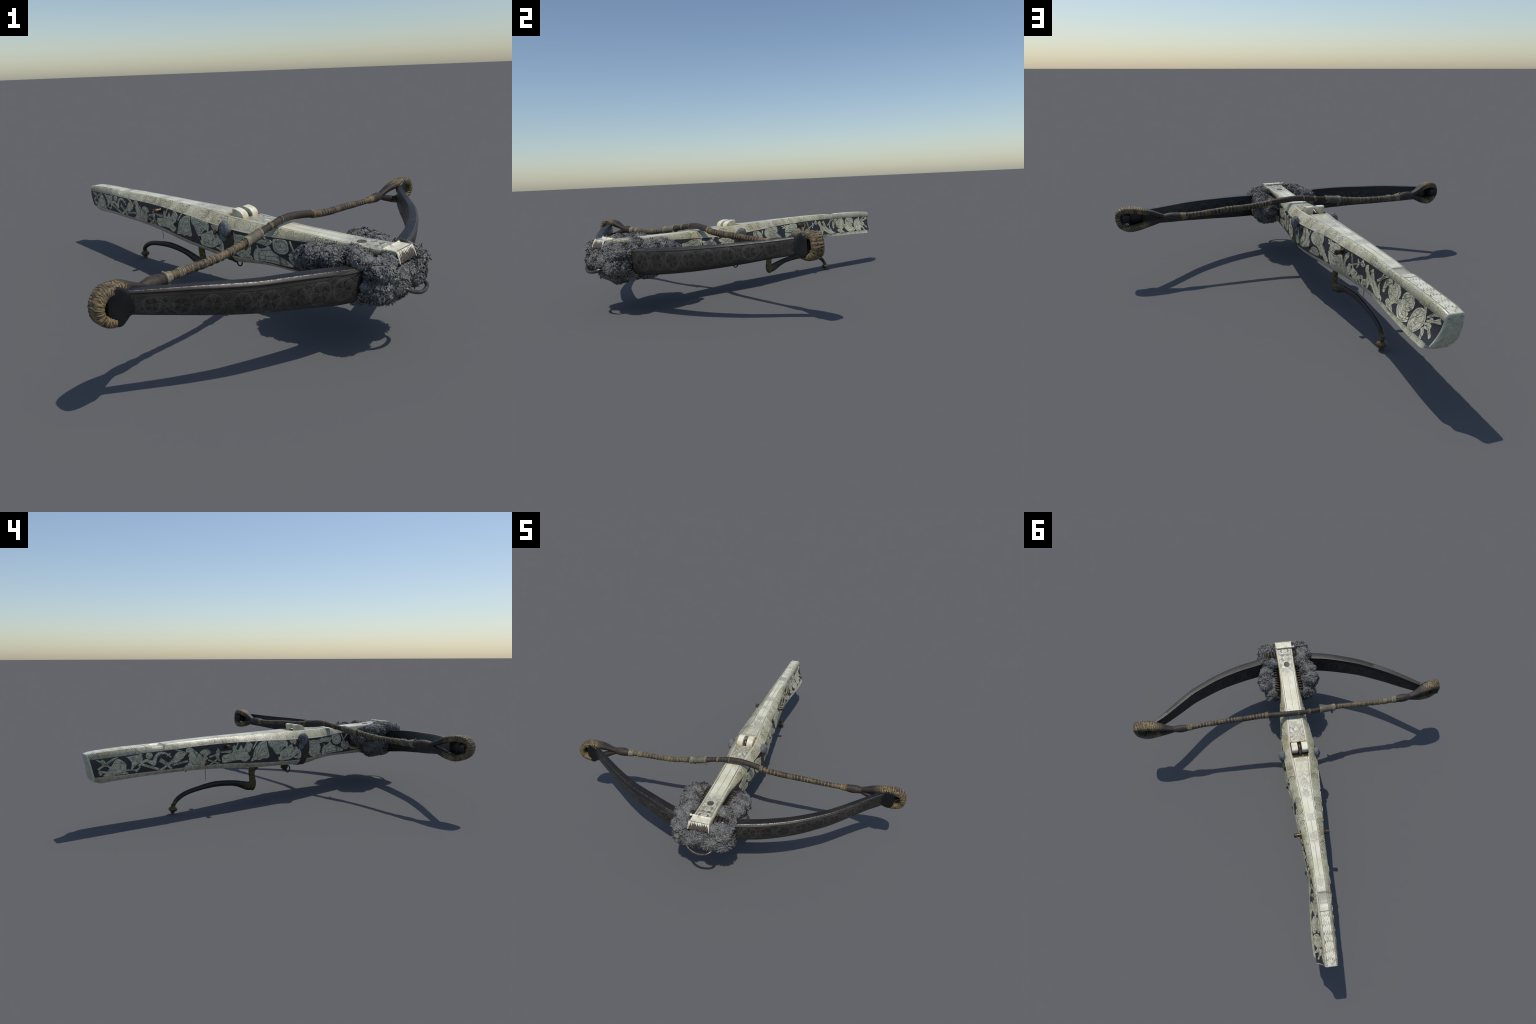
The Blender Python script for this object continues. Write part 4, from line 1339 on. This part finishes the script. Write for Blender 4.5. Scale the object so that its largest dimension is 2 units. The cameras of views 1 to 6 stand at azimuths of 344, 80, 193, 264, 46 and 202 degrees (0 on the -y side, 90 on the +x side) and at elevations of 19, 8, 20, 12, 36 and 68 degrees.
def loop(sgn):
    if sgn < 0:
        pts = [(-.775, -.351, .372), (-.81, -.354, .381), (-.845, -.360, .395), (-.888, -.374, .413), (-.935, -.387, .4225), (-.978, -.398, .420), (-1.001, -.404, .401), (-1.007, -.404, .379), (-1.001, -.402, .351), (-.975, -.396, .329), (-.938, -.386, .319), (-.895, -.374, .328), (-.85, -.362, .345), (-.81, -.353, .360), (-.775, -.350, .368)]
    else:
        pts = [(.79, -.300, .371), (.82, -.301, .382), (.858, -.305, .396), (.90, -.311, .407), (.95, -.316, .416), (.998, -.320, .4185), (1.028, -.325, .407), (1.039, -.328, .384), (1.037, -.325, .357), (1.022, -.319, .333), (.985, -.311, .318), (.94, -.307, .322), (.885, -.303, .337), (.83, -.300, .351), (.79, -.299, .364)]
    P = resample(spline(pts, 240), 240)
    if sgn < 0:
        P[:, 0] += .010*np.clip((-.85-P[:, 0])/.15, 0, 1)
    s = np.linspace(0, 1, 240)
    t = np.interp(s, [0, .10, .2, .35, .5, .65, .8, .92, 1], [.0115, .0140, .0178, .0185, .0175, .0185, .0178, .0140, .0115])
    w = np.interp(s, [0, .10, .2, .35, .5, .65, .8, .92, 1], [.016, .020, .029, .034, .034, .034, .029, .021, .016])
    k = np.arange(240)
    rid = 1+.045*np.sin(k*2*math.pi/5.2+1.3*np.sin(k*.13))*np.interp(s, [0, .12, .2, .85, .95, 1], [0, .3, 1, 1, .2, 0])

    def rm_(i, th):
        # squarish section with an overlapped seam along the outside
        return .97*(1+.035*np.sin(th*2+i*.05)+.03*np.sin(i*1.7)*np.exp(-((th-math.pi/2)/.5)**2))
    # width lies along y, thickness in the loop plane
    return tube("string_loop", P, w*np.sqrt(rid), string, (M_LOOP,), 70, seg=24, up=(0, 1, 0), r2=t*rid, rmod=rm_, sq=.62)


loop(-1)
loop(1)


def wind(x0, x1, turns, dr, wire, n=None, wob=0., phase=0., taper=False):
    """thread wound round the string between x0 and x1"""
    n = n or int(turns*22)+8
    k = np.linspace(0, 1, n)
    x = x0+(x1-x0)*k
    C = np.stack([np.interp(x, SP[:, 0], SP[:, a]) for a in range(3)], 1)
    r = rad(x)+dr
    a = phase+2*math.pi*turns*k
    w = wob*np.sin(a*.37+phase)
    P = C+np.stack([w+0*r, r*np.cos(a), r*np.sin(a)], 1)
    return tube_data(P, wire, 7, (1, 0, 0))


th_parts = []
for x in (-.305, -.352, -.375, -.418, -.47, -.505, -.545, -.575):
    sl = random.uniform(.006, .016)
    th_parts.append(wind(x, x-sl, 1.08, .0012, .0017, phase=random.uniform(0, 6)))
th_parts.append(wind(-.345, -.585, 3.2, .0012, .0013, phase=2.))
V, F = merge(th_parts)
mesh("binding_thread", V, F, string, (M_THREAD,), 60)
# dense linen serving near the middle with collars, knot and hanging ends
V, F = wind(-.184, -.272, 30, .0012, .0024, n=30*16)
mesh("linen_serving", V, F, string, (M_SERVING,), 60)
parts = [wind(-.176, -.190, 2.2, .0028, .0032), wind(-.262, -.282, 4.2, .0024, .0038), wind(-.672, -.70, 6, .0008, .0034), wind(-.61, -.64, 4, .001, .003)]
V, F = merge(parts)
mesh("thread_collar", V, F, string, (M_THREAD,), 60)


def nub(c, r, axis, ln):
    pr = [(r*.7, 0), (r, ln*.35), (r*1.05, ln*.7), (r*.6, ln), (r*.05, ln*1.08)]
    return lathe_data(pr, 12, c, axis)


V, F = merge([nub((-.262, -.318, .371), .0075, (.1, .6, -.9), .028), nub((-.176, -.322, .385), .006, (.2, -.7, -.6), .018)])
mesh("thread_knot", V, F, string, (M_SERVING,), 60)
V, F = nub((-.700, -.343, .387), .0045, (-.3, .1, 1), .012)
mesh("thread_knot", V, F, string, (M_THREAD,), 60)
parts = [wind(.172, .192, 3, .0004, .0024), wind(.70, .672, 5, .0002, .0028), wind(-.098, -.112, 2, .0006, .0026), wind(-.026, -.032, 1.2, .0006, .0018)]
V, F = merge(parts)
mesh("gilt_whipping", V, F, string, (mat_simple("gilt_thread", (.12, .085, .04), (.30, .22, .10), 90, .6, 0, .3),), 60)

# ================================================================ WOOL POMPOMS, CORDS, RING
POM = [  # centre, radii, pole, lock size
    ((.096, -.716, .368), (.042, .044, .030), (.1, .1, 1), .85),
    ((-.104, -.716, .374), (.046, .048, .032), (-.1, .1, 1), .85),
    ((.112, -.838, .330), (.058, .060, .046), (.35, -.6, .75), 1.1),
    ((-.114, -.834, .336), (.060, .060, .046), (-.4, -.4, .8), 1.05),
    ((-.135, -.775, .364), (.050, .050, .034), (-.3, .0, 1), .9),
    ((.138, -.765, .330), (.040, .044, .040), (.6, -.2, .7), .9),
    ((.140, -.655, .346), (.050, .056, .040), (.5, .2, .8), .9),
    ((.152, -.585, .342), (.050, .058, .042), (.5, .2, .8), .95),
    ((-.146, -.655, .356), (.054, .060, .044), (-.5, .2, .8), .95),
    ((-.152, -.580, .350), (.056, .062, .048), (-.5, .2, .8), 1.0),
    ((.112, -.512, .306), (.050, .046, .044), (.5, .6, .5), .95),
    ((-.116, -.508, .308), (.054, .046, .046), (-.4, .6, .6), 1.0),
    ((.098, -.600, .322), (.034, .085, .034), (.1, .2, 1), .8),
    ((-.100, -.600, .322), (.034, .085, .034), (-.1, .2, 1), .8),
    ((.080, -.858, .350), (.026, .032, .032), (.5, -.3, .8), .85),
    ((-.082, -.850, .358), (.028, .036, .032), (-.5, -.3, .8), .85),
    ((.000, -.872, .302), (.074, .040, .050), (0, -.9, .5), 1.0),
    ((.060, -.878, .280), (.050, .040, .048), (.3, -.9, .2), 1.1),
    ((-.060, -.878, .280), (.050, .040, .048), (-.3, -.9, .2), 1.1),
    ((.112, -.832, .268), (.066, .060, .054), (.6, -.7, .1), 1.25),
    ((-.114, -.832, .268), (.066, .060, .055), (-.6, -.6, .2), 1.2),
    ((.000, -.765, .224), (.104, .108, .058), (0, -.4, -1), 1.1),
    ((.132, -.640, .268), (.060, .090, .052), (.9, .1, -.1), 1.05),
    ((-.136, -.640, .264), (.060, .092, .056), (-.9, .1, -.1), 1.05),
    ((.108, -.740, .240), (.068, .085, .052), (.4, 0, -1), 1.1),
    ((-.110, -.740, .240), (.068, .085, .052), (-.4, 0, -1), 1.1),
    ((.090, -.665, .228), (.072, .080, .046), (.4, 0, -1), 1.1),
    ((-.094, -.665, .228), (.072, .080, .046), (-.4, 0, -1), 1.1),
]
CEN = np.array([p[0] for p in POM])
RAD = np.array([p[1] for p in POM])


def fib(n):
    i = np.arange(n)+.5
    z = 1-2*i/n
    a = math.pi*(1+5**.5)*i
    s = np.sqrt(1-z*z)
    return np.stack([s*np.cos(a), s*np.sin(a), z], 1)


LK = rng.normal(0, 1, (14, 3))
LK = LK/np.linalg.norm(LK, axis=1)[:, None]*rng.uniform(60, 170, (14, 1))
LP = rng.uniform(0, 6.28, 14)


def lump(P):
    """slow waves that make the wool mass uneven"""
    return np.sin(np.asarray(P)@LK.T+LP).sum(-1)/14**.5


def tufts(c, r, pole, size, count, self_i=None, lift=(.0, .22), wid=.0027, ln=.023, subs=8, bulge=.28):
    """curled locks of wool combed away from a handful of whorls on an ellipsoid"""
    c, r = np.array(c), np.array(r)
    a = np.array(pole, float)
    a /= np.linalg.norm(a)
    A = np.vstack([a[None], fib(subs)+rng.normal(0, .35, (subs, 3))])
    A /= np.linalg.norm(A, axis=1)[:, None]
    D = fib(count)+rng.normal(0, .05, (count, 3))
    D /= np.linalg.norm(D, axis=1)[:, None]
    dots = D@A.T
    near = dots.argmax(1)
    ang0 = np.arccos(np.clip(dots.max(1), -1, 1))
    f = 1+bulge*(np.exp(-(ang0/.42)**2)-.55)
    P = c+D*r*.94*f[:, None]
    P = c+(P-c)*(1+.085*lump(P))[:, None]
    if self_i is not None:
        ok = np.ones(len(P), bool)
        for k in range(len(POM)):
            if k != self_i:
                q = (((P-CEN[k])/RAD[k])**2).sum(1)
                ok &= q > .74
        # keep clear of the stock
        ins = (np.abs(P[:, 0]) < .058) & (P[:, 2] > .30) & (P[:, 1] > -.872)
        ok &= ~ins
        P, D, near, ang0 = P[ok], D[ok], near[ok], ang0[ok]
    n = len(P)
    N = D/r
    N /= np.linalg.norm(N, axis=1)[:, None]
    S = A[near]
    rad_ = S-(N*S).sum(1)[:, None]*N
    T = -rad_/(np.linalg.norm(rad_, axis=1)[:, None]+1e-6)
    B = np.cross(N, T)
    ang = rng.normal(0, .13, n)+.75*lump(P*2.1)+(near % 2*2-1)*.25
    T, B = T*np.cos(ang)[:, None]+B*np.sin(ang)[:, None], -T*np.sin(ang)[:, None]+B*np.cos(ang)[:, None]
    g = np.clip(ang0/.7, 0, 1)
    L = ln*size*(.6+.6*g)*rng.uniform(.7, 1.35, n)
    W = wid*size*rng.uniform(.6, 1.5, n)*(.7+.5*g)
    el = rng.uniform(lift[0], lift[1], n)+.30*(1-g)+.16*lump(P*2.7+1.)
    curl = -.10+.10*lump(P*2.3+2.)+rng.normal(0, .05, n)
    yaw = .22*lump(P*2.5+3.)+rng.normal(0, .06, n)
    K = 6
    wp = np.array([.6, .95, 1.05, 1.05, .9, .45])
    rings = []
    p = P.copy()
    for k in range(K):
        e = el+curl*k
        d = np.cos(e)[:, None]*T+np.sin(e)[:, None]*N
        yk = yaw*k
        d = d*np.cos(yk)[:, None]+B*np.sin(yk)[:, None]
        up = -np.sin(e)[:, None]*T+np.cos(e)[:, None]*N
        w = (W*wp[k])[:, None]
        rings.append(np.stack([p-B*w, p+up*w*.6, p+B*w, p-up*w*.6], 1))
        p = p+d*(L/(K-1))[:, None]
    R = np.stack(rings, 1)  # n,K,4,3
    V = R.reshape(-1, 3)
    base = np.arange(n)[:, None, None]*(K*4)
    k = np.arange(K-1)[None, :, None]*4
    j = np.arange(4)[None, None, :]
    j2 = (j+1) % 4
    F = np.stack([base+k+j, base+k+j2, base+k+4+j2, base+k+4+j], -1).reshape(-1, 4)
    cap = np.stack([base[:, 0, 0]+(K-1)*4+i for i in range(4)], -1)
    F = np.vstack([F, cap])
    return V, F


def core(c, r, amp=.14, sub=4, seed=0, freq=22, k=.96):
    bm = bmesh.new()
    bmesh.ops.create_icosphere(bm, subdivisions=sub, radius=1)
    V = []
    for v in bm.verts:
        d = v.co
        p = Vector((c[0]+d.x*r[0], c[1]+d.y*r[1], c[2]+d.z*r[2]))
        f = k*(1+.085*float(lump(p)))+amp*mnoise.fractal(p*freq+Vector((seed*3.1, 0, 0)), .8, 2.1, 4)
        V.append((c[0]+d.x*r[0]*f, c[1]+d.y*r[1]*f, c[2]+d.z*r[2]*f))
    F = [tuple(v.index for v in f.verts) for f in bm.faces]
    bm.free()
    return np.array(V), F


def fast_mesh(name, V, F4, F3, parent, mat):
    me = bpy.data.meshes.new(name)
    nv = len(V)
    me.vertices.add(nv)
    me.vertices.foreach_set("co", np.asarray(V, np.float32).ravel())
    loops = np.concatenate([np.asarray(F4, np.int32).ravel(), np.asarray(F3, np.int32).ravel()])
    me.loops.add(len(loops))
    me.loops.foreach_set("vertex_index", loops)
    n4, n3 = len(F4), len(F3)
    me.polygons.add(n4+n3)
    st = np.concatenate([np.arange(n4)*4, n4*4+np.arange(n3)*3]).astype(np.int32)
    me.polygons.foreach_set("loop_start", st)
    me.update(calc_edges=True)
    me.validate()
    return add(name, me, parent, (mat,), 80)


wool_parent = ROOT
for i, (c, r, pole, size) in enumerate(POM):
    area = 4*math.pi*((r[0]*r[1])**1.6/3+(r[0]*r[2])**1.6/3+(r[1]*r[2])**1.6/3)**(1/1.6)
    cnt = int(area*62000/size**1.2)
    V4, F4 = tufts(c, r, pole, size, cnt, i)
    Vc, Fc = core(c, r, .15, 4, i, 26, .95)
    V = np.vstack([V4, Vc])
    fast_mesh("pompom", V, F4, np.array(Fc)+len(V4), ROOT, M_WOOL)

for sgn in (1, -1):
    c = (sgn*.113, -.030, .350)
    r = (.022, .034, .037)
    V4, F4 = tufts(c, r, (sgn*.9, -.1, .5), .6, 1300, None, (.0, .12), .0020, .017, 4, .03)
    Vc, Fc = core(c, r, .10, 4, 30+sgn, 30, .99)
    fl = (sgn*.112, -.018, .318)
    Vf, Ff = core(fl, (.010, .026, .030), .10, 3, 40+sgn, 30)
    V = np.vstack([V4, Vc, Vf])
    F3 = np.vstack([np.array(Fc)+len(V4), np.array(Ff)+len(V4)+len(Vc)])
    fast_mesh("side_pompom", V, F4, F3, stock, M_WOOL_SMALL)

# lashing cords between stock and bow
for sgn in (1, -1):
    n = 260
    k = np.linspace(0, 1, n)
    a = 2*math.pi*8.5*k
    P = np.stack([sgn*(.079-.001*k)+.019*np.cos(a), -.675+.165*k, .328+.030*np.sin(a)], 1)
    V, F = tube_data(P, .0070, 9, (0, 1, 0))
    mesh("lashing_cord", V, F, ROOT, (M_CORD,), 60)
    parts = []
    for q in range(4 if sgn > 0 else 1):
        x0 = sgn*(.064+.021*q)
        P = spline([(x0, -.835, .318), (x0+sgn*.004, -.826, .362), (x0+sgn*.006, -.800, .374), (x0+sgn*.004, -.772, .368), (x0, -.752, .345), (x0, -.742, .30)], 30)
        parts.append(tube_data(P, .0085+.0012*math.sin(q*2.1), 9, (1, 0, 0)))
    V, F = merge(parts)
    mesh("bow_lashing", V, F, ROOT, (M_CORD,), 60)
pr = [(.0085*math.sin(t), -.0085*math.cos(t)) for t in np.linspace(.05, math.pi-.05, 12)]
V, F = lathe_data(pr, 18, (.113, -.806, .372))
mesh("steel_bead", V, F, ROOT, (M_BEAD,), 80)

ringP = spline([(.062, -.845, .262), (.078, -.885, .262), (.081, -.916, .256), (.064, -.937, .248), (.025, -.946, .243), (-.010, -.945, .247), (-.044, -.934, .258), (-.062, -.916, .270), (-.068, -.885, .282), (-.06, -.85, .285)], 70)
tube("hanging_ring", ringP, .0078, ROOT, (M_RING,), seg=12)
